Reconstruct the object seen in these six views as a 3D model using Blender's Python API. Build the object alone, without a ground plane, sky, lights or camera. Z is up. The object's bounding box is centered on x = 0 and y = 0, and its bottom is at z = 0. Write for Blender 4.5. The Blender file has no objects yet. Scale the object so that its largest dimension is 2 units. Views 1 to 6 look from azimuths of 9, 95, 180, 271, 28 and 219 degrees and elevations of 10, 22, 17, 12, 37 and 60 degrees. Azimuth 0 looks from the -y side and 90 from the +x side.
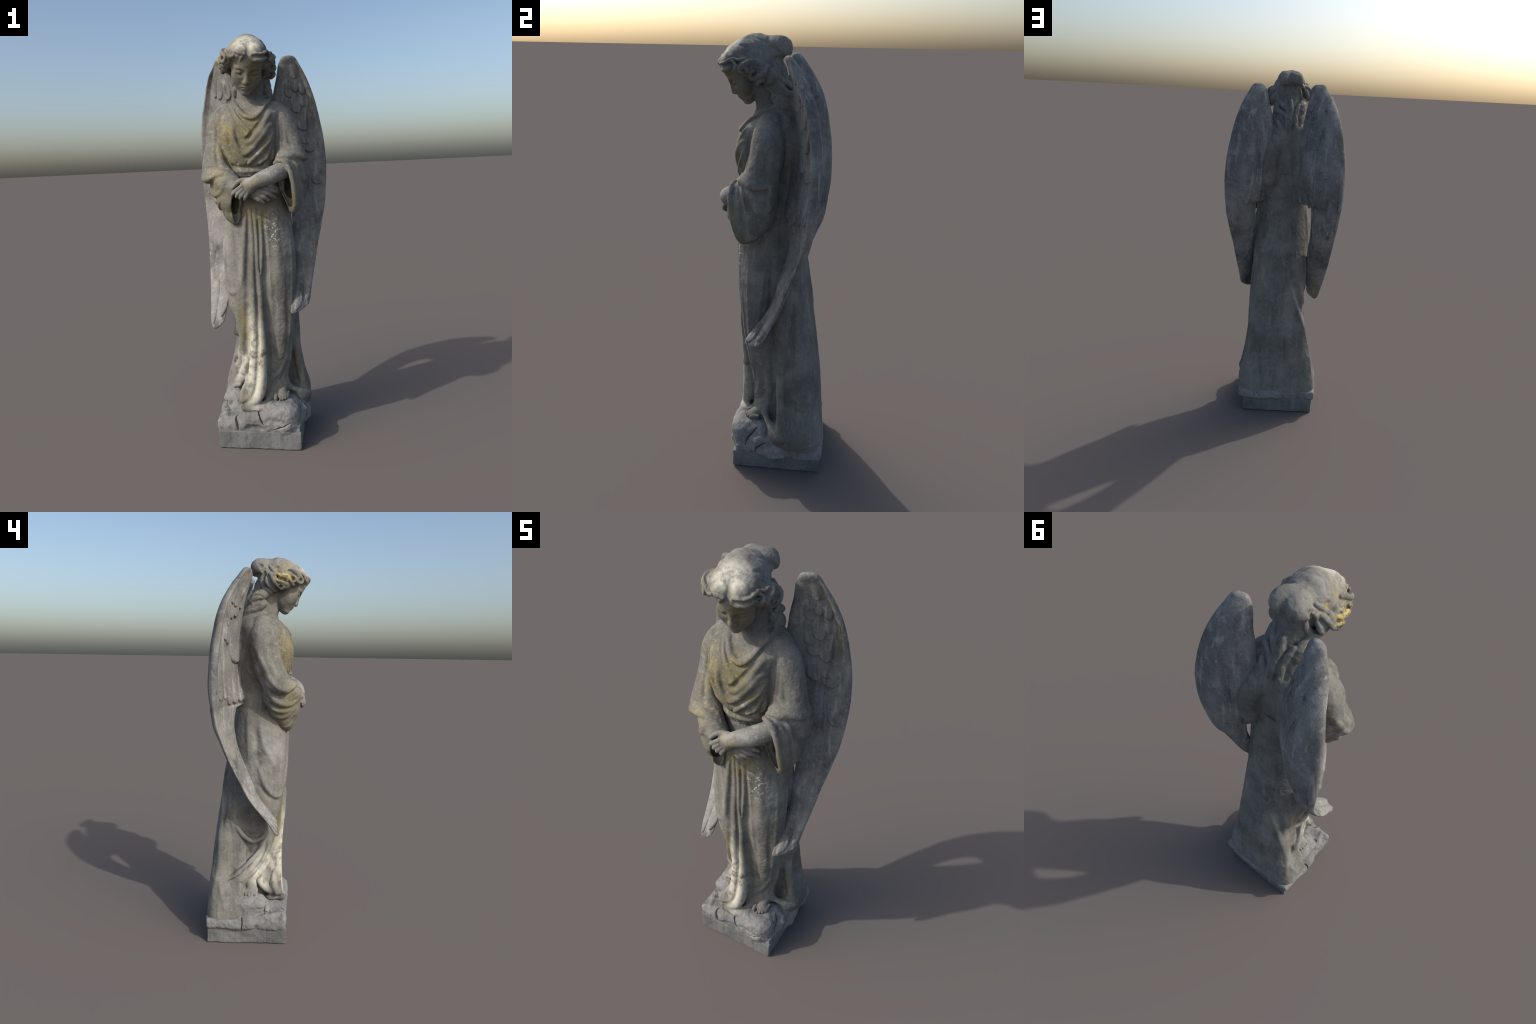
"""A weathered stone angel on a rock and a square plinth.

The carved body is modelled as signed-distance parts (lofts, ellipsoids, tapered
tubes, folds) on a grid; one smooth skin is pulled over all parts and then cut
into named objects. Wings and feathers are lofted meshes.
"""
import math
import numpy as np

try:
    import bpy
except ImportError:            # the numeric part can be run alone
    bpy = None

H = 0.0023                # grid spacing, metres
LO = np.array([-0.285, -0.285, -0.012])
HI = np.array([0.285, 0.285, 2.016])
N = np.ceil((HI - LO) / H).astype(int) + 1
V = np.array
DEPTH = 1.3               # how strongly folds are cut


# ------------------------------------------------------------------ helpers
def smin(a, b, k):
    if k <= 0:
        return np.minimum(a, b)
    h = np.maximum(k - np.abs(a - b), 0) / k
    return np.minimum(a, b) - h * h * (k * 0.25)


def smax(a, b, k):
    return -smin(-a, -b, k)


def hermite(z, zs, vs):
    """Smooth interpolation through (zs, vs), flat slopes at local extremes."""
    zs, vs = np.asarray(zs, float), np.asarray(vs, float)
    dz = np.diff(zs)
    s = np.diff(vs) / dz
    m = np.zeros_like(vs)
    m[0], m[-1] = s[0], s[-1]
    same = s[:-1] * s[1:] > 0
    m[1:-1] = np.where(same, 2 * s[:-1] * s[1:] / np.where(same, s[:-1] + s[1:], 1), 0)
    i = np.clip(np.searchsorted(zs, z) - 1, 0, len(dz) - 1)
    t = np.clip((z - zs[i]) / dz[i], 0, 1)
    return ((1 + 2 * t) * (1 - t) ** 2 * vs[i] + t * (1 - t) ** 2 * dz[i] * m[i]
            + t * t * (3 - 2 * t) * vs[i + 1] + t * t * (t - 1) * dz[i] * m[i + 1])


def spline(pts, step=0.012):
    """Catmull-Rom through control points; works for any number of columns."""
    p = np.asarray(pts, float)
    if len(p) < 3:
        return p
    q = np.vstack([2 * p[0] - p[1], p, 2 * p[-1] - p[-2]])
    out = []
    for i in range(len(p) - 1):
        a, b, c, d = q[i:i + 4]
        n = max(2, int(np.linalg.norm((c - b)[:3]) / step) + 1)
        t = np.linspace(0, 1, n, endpoint=False)[:, None]
        out.append(0.5 * (2 * b + (c - a) * t + (2 * a - 5 * b + 4 * c - d) * t * t + (3 * b - a - 3 * c + d) * t ** 3))
    out.append(p[-1:])
    return np.vstack(out)


_rng = np.random.default_rng(7)
_lat = _rng.random((32, 32, 32)).astype(np.float32)


def vnoise(x, y, z, scale):
    """Tiling value noise, -1..1."""
    def prep(c):
        c = c * scale
        f = np.floor(c)
        t = (c - f).astype(np.float32)
        return (f.astype(np.int32)) & 31, t * t * (3 - 2 * t)
    (i, u), (j, v), (k, w) = prep(x), prep(y), prep(z)
    i1, j1, k1 = (i + 1) & 31, (j + 1) & 31, (k + 1) & 31
    L = _lat
    a = L[i, j, k] * (1 - u) + L[i1, j, k] * u
    b = L[i, j1, k] * (1 - u) + L[i1, j1, k] * u
    c = L[i, j, k1] * (1 - u) + L[i1, j, k1] * u
    d = L[i, j1, k1] * (1 - u) + L[i1, j1, k1] * u
    return ((a * (1 - v) + b * v) * (1 - w) + (c * (1 - v) + d * v) * w) * 2 - 1


class Part:
    """A block of the grid holding the distance field of one part."""

    def __init__(self, name, lo, hi):
        self.name = name
        self.i0 = np.maximum(np.floor((V(lo) - LO) / H).astype(int), 0)
        self.i1 = np.minimum(np.ceil((V(hi) - LO) / H).astype(int) + 1, N)
        self.d = np.full(self.i1 - self.i0, 1.0, np.float32)

    def block(self, lo, hi):
        a = np.clip(np.floor((V(lo) - LO) / H).astype(int), self.i0, self.i1)
        b = np.clip(np.ceil((V(hi) - LO) / H).astype(int) + 1, self.i0, self.i1)
        if np.any(b <= a):
            return None, None
        sl = tuple(slice(int(p - o), int(q - o)) for p, q, o in zip(a, b, self.i0))
        ax = [(LO[n] + H * np.arange(a[n], b[n])).astype(np.float32) for n in range(3)]
        return sl, (ax[0][:, None, None], ax[1][None, :, None], ax[2][None, None, :])

    def put(self, fn, lo, hi, k=0.0, cut=False):
        sl, P = self.block(V(lo) - 0.03, V(hi) + 0.03)
        if sl is None:
            return self
        f = fn(*P).astype(np.float32)
        self.d[sl] = smax(self.d[sl], -f, k) if cut else smin(self.d[sl], f, k)
        return self

    # ---- solids
    def ball(self, c, r, k=0.0, R=None, cut=False):
        c, r = V(c, float), np.broadcast_to(V(r, float), 3)
        m = float(max(r))

        def fn(x, y, z):
            x, y, z = x - c[0], y - c[1], z - c[2]
            if R is not None:
                x, y, z = (R[0][n] * x + R[1][n] * y + R[2][n] * z for n in range(3))
            k0 = np.sqrt((x / r[0]) ** 2 + (y / r[1]) ** 2 + (z / r[2]) ** 2)
            k1 = np.sqrt((x / r[0] ** 2) ** 2 + (y / r[1] ** 2) ** 2 + (z / r[2] ** 2) ** 2)
            return k0 * (k0 - 1) / np.maximum(k1, 1e-6)
        return self.put(fn, c - m, c + m, k, cut)

    def path(self, pts, reach, squash=None):
        """Distance to a tapered polyline: rows x, y, z, radius."""
        p = np.asarray(pts, float)
        m = float(p[:, 3].max()) + reach
        if squash is not None:
            m *= 1.6
        lo, hi = p[:, :3].min(0) - m, p[:, :3].max(0) + m
        sl, P = self.block(lo, hi)
        if sl is None:
            return None, None
        out = np.full([s.stop - s.start for s in sl], 1.0, np.float32)
        ax = [P[n].ravel() for n in range(3)]
        for a, b in zip(p[:-1], p[1:]):
            l2, h2 = np.minimum(a, b)[:3] - m, np.maximum(a, b)[:3] + m
            s2 = tuple(slice(int(np.searchsorted(ax[n], l2[n])), int(np.searchsorted(ax[n], h2[n]))) for n in range(3))
            if any(s.stop <= s.start for s in s2):
                continue
            x, y, z = ax[0][s2[0]][:, None, None], ax[1][s2[1]][None, :, None], ax[2][s2[2]][None, None, :]
            ab = (b - a)[:3]
            L = float(ab @ ab) + 1e-12
            px, py, pz = x - a[0], y - a[1], z - a[2]
            t = np.clip((px * ab[0] + py * ab[1] + pz * ab[2]) / L, 0, 1)
            qx, qy, qz = px - t * ab[0], py - t * ab[1], pz - t * ab[2]
            d2 = qx * qx + qy * qy + qz * qz
            if squash is not None:
                n, s = squash
                q = qx * n[0] + qy * n[1] + qz * n[2]
                d2 = d2 + (s * s - 1) * q * q
            d = np.sqrt(d2) - (a[3] + t * (b[3] - a[3]))
            out[s2] = np.minimum(out[s2], d)
        return sl, out

    def tube(self, pts, k=0.0, cut=False, smooth=True, squash=None):
        if squash is not None:
            n = V(squash[0], float)
            squash = (n / np.linalg.norm(n), squash[1])
        p = spline(pts) if smooth else np.asarray(pts, float)
        sl, f = self.path(p, 0.02 + k, squash)
        if sl is not None:
            self.d[sl] = smax(self.d[sl], -f, k) if cut else smin(self.d[sl], f, k)
        return self

    # ---- relief
    def sample(self, p):
        q = (np.asarray(p, float) - LO) / H - self.i0
        q = np.clip(q, 0, V(self.d.shape) - 1.001)
        i = q.astype(int)
        t = q - i
        s = 0
        for a in (0, 1):
            for b in (0, 1):
                for c in (0, 1):
                    w = ((t[:, 0] if a else 1 - t[:, 0]) * (t[:, 1] if b else 1 - t[:, 1]) * (t[:, 2] if c else 1 - t[:, 2]))
                    s = s + w * self.d[i[:, 0] + a, i[:, 1] + b, i[:, 2] + c]
        return s

    def snap(self, p, steps=6):
        p = np.array(p, float)
        e = 2 * H
        for _ in range(steps):
            d = self.sample(p)
            g = np.stack([self.sample(p + e * v) - self.sample(p - e * v) for v in np.eye(3)], 1) / (2 * e)
            g /= np.maximum(np.linalg.norm(g, axis=1, keepdims=True), 1e-3)
            p -= g * np.clip(d, -0.015, 0.015)[:, None]
        return p

    def fold(self, pts, w, h, taper=(0.0, 0.0), sharp=1.5):
        """A ridge (h > 0) or groove (h < 0) of half width w along a line on the skin."""
        p = spline(pts)[:, :3]
        p = self.snap(p)
        s = np.linspace(0, 1, len(p))
        amp = np.ones(len(p))
        if taper[0] > 0:
            amp *= np.clip(s / taper[0], 0, 1)
        if taper[1] > 0:
            amp *= np.clip((1 - s) / taper[1], 0, 1)
        w = np.broadcast_to(np.interp(s, np.linspace(0, 1, np.size(w)), np.atleast_1d(w)), len(p))
        # width carried as a negative radius offset: distance / width computed per segment
        m = float(w.max()) * 2.2
        lo, hi = p.min(0) - m, p.max(0) + m
        sl, P = self.block(lo, hi)
        if sl is None:
            return self
        out = np.zeros([q.stop - q.start for q in sl], np.float32)
        ax = [P[n].ravel() for n in range(3)]
        for i in range(len(p) - 1):
            a, b = p[i], p[i + 1]
            l2, h2 = np.minimum(a, b) - m, np.maximum(a, b) + m
            s2 = tuple(slice(int(np.searchsorted(ax[n], l2[n])), int(np.searchsorted(ax[n], h2[n]))) for n in range(3))
            if any(q.stop <= q.start for q in s2):
                continue
            x, y, z = ax[0][s2[0]][:, None, None], ax[1][s2[1]][None, :, None], ax[2][s2[2]][None, None, :]
            ab = b - a
            L = float(ab @ ab) + 1e-12
            px, py, pz = x - a[0], y - a[1], z - a[2]
            t = np.clip((px * ab[0] + py * ab[1] + pz * ab[2]) / L, 0, 1)
            d2 = (px - t * ab[0]) ** 2 + (py - t * ab[1]) ** 2 + (pz - t * ab[2]) ** 2
            ww = w[i] + t * (w[i + 1] - w[i])
            f = (amp[i] + t * (amp[i + 1] - amp[i])) * np.exp(-(d2 / (ww * ww)) ** (sharp / 2))
            out[s2] = np.maximum(out[s2], f)
        self.d[sl] -= (DEPTH * h) * out
        return self

    def rough(self, amp, scale, octaves=3, band=0.03):
        idx = np.nonzero(np.abs(self.d) < band)
        P = [LO[n] + H * (idx[n] + self.i0[n]) for n in range(3)]
        s = 0
        for o in range(octaves):
            s = s + vnoise(*[c + 3.7 * o for c in P], scale * 2 ** o) / 2 ** o
        self.d[idx] += (amp * s).astype(np.float32)
        return self


def loft(rows):
    """Body of stacked superellipses; rows: z, x left, x right, y front, y back, y of widest line, power front, power back."""
    R = np.asarray(rows, float)
    zs = R[:, 0]

    def fn(x, y, z):
        zz = z.ravel()
        xl, xr, yf, yb, yc, pf, pb = [hermite(zz, zs, R[:, n])[None, None, :] for n in range(1, 8)]
        cx, a = (xl + xr) / 2, (xr - xl) / 2
        dx = np.abs(x - cx) / a
        dy = y - yc
        dy = np.where(dy < 0, -dy / (yc - yf), dy / (yb - yc))
        pw = np.where(y < yc, pf, pb)
        q = (dx ** pw + dy ** pw) ** (1 / pw)
        r = np.sqrt((x - cx) ** 2 + (y - yc) ** 2)
        d = np.where(q > 0.05, r * (1 - 1 / np.maximum(q, 0.05)), -0.1)
        top = np.maximum(z - zs[-1], zs[0] - z)
        return np.maximum(d, top)
    lo = (R[:, 1].min(), R[:, 3].min(), zs[0])
    hi = (R[:, 2].max(), R[:, 4].max(), zs[-1])
    return fn, lo, hi


def slab(lo, hi, r):
    lo, hi = V(lo, float), V(hi, float)
    c, e = (lo + hi) / 2, (hi - lo) / 2 - r

    def fn(x, y, z):
        qx, qy, qz = np.abs(x - c[0]) - e[0], np.abs(y - c[1]) - e[1], np.abs(z - c[2]) - e[2]
        o = np.sqrt(np.maximum(qx, 0) ** 2 + np.maximum(qy, 0) ** 2 + np.maximum(qz, 0) ** 2)
        return o + np.minimum(np.maximum(np.maximum(qx, qy), qz), 0) - r
    return fn, lo, hi


def turn(yaw=0, pitch=0, roll=0):
    a, b, c = np.radians([yaw, pitch, roll])
    Rz = V([[math.cos(a), -math.sin(a), 0], [math.sin(a), math.cos(a), 0], [0, 0, 1]])
    Rx = V([[1, 0, 0], [0, math.cos(b), -math.sin(b)], [0, math.sin(b), math.cos(b)]])
    Ry = V([[math.cos(c), 0, math.sin(c)], [0, 1, 0], [-math.sin(c), 0, math.cos(c)]])
    return Rz @ Rx @ Ry


# head frame: columns right, up, forward; origin between the brows
HR = np.stack([V([0.9668, 0.2350, -0.1000]), V([0.2152, -0.5388, 0.8145]), V([0.1375, -0.8090, -0.5715])], 1)
HO = V([0.0008, -0.2124, 1.8263])


def hp(a, b, c):
    return HO + HR @ V([a, b, c], float)


# ------------------------------------------------------------------ parts
def make_plinth():
    p = Part("plinth", (-0.26, -0.2, -0.01), (0.21, 0.27, 0.13))
    p.put(*slab((-0.235, -0.179, 0.0), (0.184, 0.246, 0.092), 0.005))
    p.rough(0.002, 30, 3)
    return p


def make_rock():
    p = Part("rock", (-0.28, -0.24, 0.06), (0.26, 0.282, 0.36))
    p.put(*slab((-0.236, -0.172, 0.085), (0.184, 0.244, 0.13), 0.012))
    for lo, hi, r in (((-0.250, 0.00, 0.094), (0.216, 0.253, 0.142), 0.010),       # ledge behind
                      ((-0.015, -0.186, 0.085), (0.178, 0.010, 0.236), 0.055),     # boulder under her left foot
                      ((-0.240, -0.176, 0.085), (-0.100, -0.02, 0.165), 0.030),    # front corner
                      ((-0.130, -0.184, 0.085), (0.030, -0.04, 0.192), 0.040),     # front middle
                      ((-0.232, -0.075, 0.085), (-0.110, 0.110, 0.246), 0.045),    # boulder under her right foot
                      ((0.090, -0.090, 0.085), (0.205, 0.110, 0.195), 0.040)):
        p.put(*slab(lo, hi, r), k=0.024)
    p.put(*slab((-0.19, -0.1, 0.1), (0.17, 0.2, 0.2), 0.03), k=0.02)
    # hollow below the front ledge, facets
    p.ball((-0.050, -0.205, 0.098), (0.062, 0.040, 0.036), 0.008, cut=True)
    p.ball((0.080, -0.225, 0.150), (0.085, 0.045, 0.028), 0.015, turn(0, 0, 12), cut=True)
    p.ball((-0.255, -0.13, 0.175), (0.05, 0.05, 0.04), 0.015, cut=True)
    p.rough(0.0100, 11, 4)
    # cracks between the stones
    for c in ([(-0.150, -0.15, 0.185), (-0.145, -0.17, 0.150), (-0.138, -0.175, 0.115), (-0.134, -0.175, 0.092)],
              [(-0.030, -0.16, 0.195), (-0.016, -0.18, 0.165), (-0.002, -0.185, 0.128)],
              [(0.045, -0.18, 0.105), (0.072, -0.185, 0.118), (0.105, -0.185, 0.128), (0.132, -0.18, 0.148)],
              [(0.155, -0.06, 0.225), (0.172, -0.09, 0.195), (0.178, -0.11, 0.165), (0.184, -0.12, 0.130)],
              [(-0.235, -0.05, 0.180), (-0.205, -0.10, 0.190), (-0.19, -0.11, 0.195)],
              [(-0.232, 0.075, 0.180), (-0.238, 0.065, 0.150), (-0.245, 0.058, 0.120), (-0.245, 0.062, 0.095)],
              [(-0.225, -0.030, 0.155), (-0.225, -0.070, 0.175), (-0.22, -0.09, 0.205)],
              [(0.190, -0.06, 0.11), (0.195, -0.055, 0.145), (0.195, -0.02, 0.165)],
              [(0.21, 0.115, 0.135), (0.215, 0.115, 0.095)],
              [(0.115, 0.26, 0.13), (0.120, 0.26, 0.105)], [(-0.04, 0.26, 0.125), (-0.065, 0.26, 0.10)]):
        q = p.snap(spline(c))
        inward = V([-0.03, 0.03, 0.12]) - q
        inward /= np.linalg.norm(inward, axis=1, keepdims=True)
        thin = 0.35 + 0.65 * np.sin(np.pi * np.linspace(0.04, 0.96, len(q)))
        for step in (0.0, 0.005, 0.010, 0.015):
            p.tube(np.column_stack([q + inward * step * thin[:, None], 0.0042 * thin]), 0.001, cut=True, smooth=False)
    p.rough(0.0012, 60, 2)
    return p


def make_robe():
    """Skirt: a front column of folds and a wide straight panel behind."""
    p = Part("robe", (-0.275, -0.24, 0.09), (0.26, 0.275, 1.44))
    front = [(0.20, -0.095, 0.110, -0.095, 0.12, 0.03, 2.2, 2.2),
             (0.30, -0.095, 0.108, -0.085, 0.12, 0.03, 2.2, 2.2),
             (0.44, -0.108, 0.130, -0.100, 0.12, 0.02, 2.3, 2.2),
             (0.62, -0.148, 0.152, -0.130, 0.13, 0.0, 2.8, 2.2),
             (0.80, -0.168, 0.160, -0.154, 0.13, 0.0, 3.2, 2.2),
             (1.00, -0.170, 0.162, -0.167, 0.11, 0.0, 3.1, 2.2),
             (1.15, -0.160, 0.154, -0.167, 0.10, 0.0, 2.9, 2.2),
             (1.25, -0.150, 0.142, -0.160, 0.095, 0.0, 2.7, 2.2),
             (1.34, -0.138, 0.110, -0.138, 0.09, 0.0, 2.4, 2.2),
             (1.43, -0.135, 0.100, -0.130, 0.09, 0.0, 2.4, 2.2)]
    p.put(*loft(front))
    back = [(0.115, -0.252, 0.216, 0.02, 0.258, 0.14, 4, 4),
            (0.20, -0.248, 0.218, 0.03, 0.252, 0.14, 3.0, 3.2),
            (0.32, -0.222, 0.196, 0.03, 0.242, 0.13, 2.4, 2.6),
            (0.45, -0.186, 0.180, 0.02, 0.232, 0.12, 2.2, 2.2),
            (0.62, -0.162, 0.168, 0.00, 0.212, 0.10, 2.3, 2.1),
            (0.80, -0.154, 0.162, -0.03, 0.184, 0.06, 2.8, 2.1),
            (1.00, -0.152, 0.154, -0.05, 0.146, 0.03, 3, 2.1),
            (1.25, -0.138, 0.146, -0.06, 0.112, 0.01, 3, 2.1),
            (1.43, -0.120, 0.100, -0.06, 0.090, 0.01, 3, 2.1)]
    p.put(*loft(back), k=0.015)
    # train of cloth falling from the knees, sweeping to her right over the rock
    p.tube([(0.008, -0.150, 0.90, 0.012), (0.006, -0.148, 0.75, 0.017), (0.003, -0.136, 0.60, 0.022), (-0.005, -0.127, 0.45, 0.025),
            (-0.012, -0.127, 0.33, 0.027), (-0.030, -0.135, 0.26, 0.025), (-0.070, -0.147, 0.222, 0.018), (-0.100, -0.155, 0.212, 0.012)], 0.012)
    p.tube([(-0.028, -0.148, 0.80, 0.014), (-0.033, -0.136, 0.60, 0.020), (-0.045, -0.125, 0.45, 0.024), (-0.057, -0.122, 0.33, 0.028),
            (-0.085, -0.130, 0.26, 0.022), (-0.112, -0.145, 0.240, 0.012)], 0.012)
    p.tube([(-0.070, -0.135, 0.75, 0.014), (-0.086, -0.105, 0.60, 0.020), (-0.100, -0.060, 0.48, 0.028), (-0.122, 0.000, 0.395, 0.028), (-0.155, 0.060, 0.335, 0.028)], 0.02)
    p.tube([(-0.050, -0.140, 0.70, 0.012), (-0.060, -0.115, 0.56, 0.018), (-0.078, -0.080, 0.44, 0.024), (-0.105, -0.025, 0.360, 0.026), (-0.130, 0.02, 0.330, 0.024)], 0.02)
    # hem lying on the rock and arching over the foot
    p.tube([(-0.100, -0.155, 0.205, 0.010), (-0.060, -0.150, 0.195, 0.014), (-0.010, -0.125, 0.205, 0.018), (0.030, -0.088, 0.245, 0.018),
            (0.055, -0.052, 0.292, 0.016), (0.095, -0.038, 0.294, 0.016), (0.130, -0.018, 0.262, 0.015), (0.165, 0.005, 0.238, 0.014), (0.205, 0.040, 0.205, 0.014)], 0.025)
    p.ball((0.145, 0.060, 0.190), (0.070, 0.072, 0.075), 0.03)
    p.tube([(-0.072, -0.112, 0.35, 0.018), (-0.096, -0.112, 0.285, 0.024), (-0.122, -0.125, 0.245, 0.014)], 0.015)
    p.ball((-0.045, -0.118, 0.206), (0.082, 0.052, 0.015), 0.015, turn(-25, 0, 0))
    p.tube([(-0.030, -0.105, 0.46, 0.026), (-0.036, -0.110, 0.34, 0.030), (-0.055, -0.118, 0.26, 0.028)], 0.02)
    p.tube([(-0.082, -0.015, 0.345, 0.022), (-0.096, -0.040, 0.285, 0.022), (-0.098, -0.080, 0.250, 0.020), (-0.095, -0.115, 0.235, 0.018)], 0.02)
    p.ball((0.02, -0.035, 0.29), (0.085, 0.05, 0.085), 0.03)
    p.tube([(-0.035, -0.085, 0.46, 0.030), (-0.042, -0.080, 0.36, 0.036), (-0.056, -0.080, 0.29, 0.036), (-0.066, -0.092, 0.245, 0.028)], 0.02)
    # leg pressing through on her left, ending in a rounded lobe
    p.tube([(0.098, -0.105, 0.90, 0.03), (0.098, -0.095, 0.73, 0.034), (0.094, -0.075, 0.60, 0.034), (0.085, -0.062, 0.50, 0.03), (0.080, -0.062, 0.462, 0.026)], 0.02)
    # thigh panel on her right, ending in a lobe
    p.tube([(-0.105, -0.105, 1.10, 0.05), (-0.112, -0.100, 0.98, 0.05), (-0.115, -0.092, 0.87, 0.042), (-0.115, -0.090, 0.835, 0.036)], 0.02)
    # corner of the mantle behind her left side
    p.tube([(0.140, 0.035, 0.85, 0.022), (0.148, 0.042, 0.65, 0.026), (0.160, 0.050, 0.45, 0.026), (0.180, 0.058, 0.30, 0.026), (0.200, 0.060, 0.21, 0.022)], 0.02)
    # squarer corner of the mantle behind her right side, hollow in front of it
    p.tube([(-0.125, 0.130, 0.70, 0.022), (-0.135, 0.170, 0.52, 0.032), (-0.158, 0.192, 0.38, 0.038), (-0.185, 0.200, 0.25, 0.042), (-0.196, 0.200, 0.165, 0.044)], 0.03)
    p.tube([(-0.190, 0.085, 0.58, 0.024), (-0.202, 0.095, 0.49, 0.042), (-0.214, 0.102, 0.41, 0.052), (-0.232, 0.105, 0.34, 0.052), (-0.255, 0.105, 0.27, 0.036)], 0.03, cut=True)
    # crisp sweeping folds from the right knee to the mantle, and the looped fold above them
    p.tube([(-0.105, -0.055, 0.53, 0.010), (-0.128, -0.010, 0.465, 0.014), (-0.155, 0.050, 0.410, 0.014), (-0.182, 0.110, 0.365, 0.014), (-0.186, 0.160, 0.330, 0.012)], 0.014)
    p.tube([(-0.108, -0.045, 0.445, 0.010), (-0.134, 0.000, 0.395, 0.014), (-0.160, 0.050, 0.360, 0.014), (-0.180, 0.115, 0.318, 0.013)], 0.014)
    p.tube([(-0.142, 0.115, 0.665, 0.008), (-0.147, 0.080, 0.610, 0.012), (-0.145, 0.042, 0.568, 0.014), (-0.140, 0.005, 0.552, 0.015), (-0.140, -0.030, 0.566, 0.014), (-0.132, -0.065, 0.605, 0.010)], 0.012)
    # thighs under the cloth
    p.tube([(0.108, -0.070, 1.16, 0.045), (0.116, -0.075, 0.98, 0.052), (0.116, -0.065, 0.78, 0.046), (0.106, -0.050, 0.60, 0.038)], 0.03)
    p.tube([(-0.122, -0.060, 1.12, 0.046), (-0.128, -0.062, 0.92, 0.052), (-0.122, -0.055, 0.72, 0.046)], 0.03)
    # upright folds hanging from the girdle
    R, G = 0.0085, -0.010
    p.fold([(-0.036, -0.16, 1.236), (-0.051, -0.167, 1.129), (-0.063, -0.168, 1.038), (-0.076, -0.161, 0.897), (-0.090, -0.151, 0.829)], 0.010, 0.009, (0.1, 0.15))
    p.fold([(-0.025, -0.16, 1.231), (-0.019, -0.170, 1.128), (-0.018, -0.172, 1.037), (-0.025, -0.167, 0.898), (-0.029, -0.162, 0.80), (-0.030, -0.15, 0.70), (-0.034, -0.145, 0.60)], 0.0095, 0.012, (0.05, 0.2))
    p.fold([(-0.005, -0.162, 1.226), (0.000, -0.170, 1.150), (0.003, -0.172, 1.060), (0.002, -0.171, 0.944), (0.004, -0.167, 0.888), (0.006, -0.165, 0.82)], 0.008, 0.014, (0.05, 0.2))
    p.fold([(0.021, -0.165, 1.199), (0.025, -0.170, 1.127), (0.026, -0.172, 1.036), (0.019, -0.170, 0.944), (0.013, -0.167, 0.888)], 0.008, 0.013, (0.05, 0.1))
    p.fold([(0.047, -0.163, 1.189), (0.050, -0.168, 1.103), (0.055, -0.168, 1.012), (0.055, -0.164, 0.896), (0.056, -0.153, 0.771), (0.052, -0.14, 0.66)], 0.010, 0.009, (0.1, 0.4))
    p.fold([(-0.036, -0.162, 1.218), (-0.037, -0.170, 1.129), (-0.041, -0.171, 1.038), (-0.052, -0.166, 0.898), (-0.062, -0.154, 0.772), (-0.068, -0.14, 0.65)], (0.006, 0.012), -0.013, (0.05, 0.1))
    p.fold([(-0.014, -0.163, 1.218), (-0.009, -0.170, 1.128), (-0.008, -0.172, 1.037), (-0.012, -0.167, 0.897), (-0.012, -0.16, 0.78), (-0.012, -0.15, 0.60), (-0.022, -0.14, 0.47)], 0.0045, -0.010, (0.05, 0.3))
    p.fold([(0.012, -0.170, 1.165), (0.0135, -0.172, 1.059), (0.012, -0.171, 0.967), (0.009, -0.168, 0.90)], 0.0042, -0.016, (0.1, 0.02))
    p.fold([(0.037, -0.167, 1.171), (0.040, -0.169, 1.081), (0.041, -0.170, 0.990), (0.038, -0.166, 0.896), (0.034, -0.156, 0.771), (0.030, -0.134, 0.607), (0.027, -0.109, 0.473), (0.022, -0.093, 0.370)], (0.008, 0.010, 0.014), -0.012, (0.1, 0.1))
    # soft modelling of the left thigh and side
    p.fold([(0.087, -0.152, 1.168), (0.093, -0.153, 1.078), (0.101, -0.150, 0.939), (0.104, -0.137, 0.795)], 0.022, 0.006, (0.3, 0.3))
    p.fold([(0.140, -0.10, 1.10), (0.145, -0.10, 0.95), (0.142, -0.096, 0.811), (0.138, -0.092, 0.718), (0.131, -0.084, 0.623), (0.118, -0.075, 0.525)], 0.009, 0.008, (0.4, 0.1))
    p.fold([(0.122, -0.12, 0.95), (0.124, -0.117, 0.756), (0.120, -0.095, 0.626), (0.112, -0.075, 0.512), (0.097, -0.075, 0.448), (0.078, -0.085, 0.432), (0.062, -0.096, 0.455)], 0.006, -0.007, (0.5, 0.1))
    p.fold([(0.068, -0.148, 0.85), (0.070, -0.14, 0.733), (0.066, -0.127, 0.605), (0.061, -0.100, 0.490), (0.066, -0.09, 0.44)], 0.008, -0.008, (0.4, 0.1))
    p.fold([(0.156, -0.03, 1.107), (0.157, -0.05, 0.970), (0.155, -0.06, 0.830), (0.152, -0.05, 0.72), (0.146, -0.03, 0.58)], 0.008, 0.007, (0.2, 0.4))
    p.fold([(0.158, -0.005, 1.15), (0.160, -0.01, 0.97), (0.158, -0.01, 0.83), (0.154, 0.0, 0.65), (0.147, 0.005, 0.50), (0.135, 0.01, 0.38)], 0.007, -0.012, (0.2, 0.05))
    p.fold([(0.110, -0.05, 0.47), (0.100, -0.066, 0.41), (0.078, -0.074, 0.372), (0.045, -0.085, 0.345), (0.020, -0.09, 0.32)], 0.009, 0.010, (0.1, 0.2))
    p.fold([(0.125, -0.03, 0.42), (0.112, -0.05, 0.365), (0.085, -0.06, 0.335), (0.055, -0.075, 0.318)], 0.006, -0.009, (0.1, 0.2))
    p.fold([(0.131, -0.02, 0.52), (0.131, -0.014, 0.42), (0.126, -0.018, 0.33), (0.128, -0.02, 0.29)], 0.010, 0.008, (0.3, 0.1))
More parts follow.
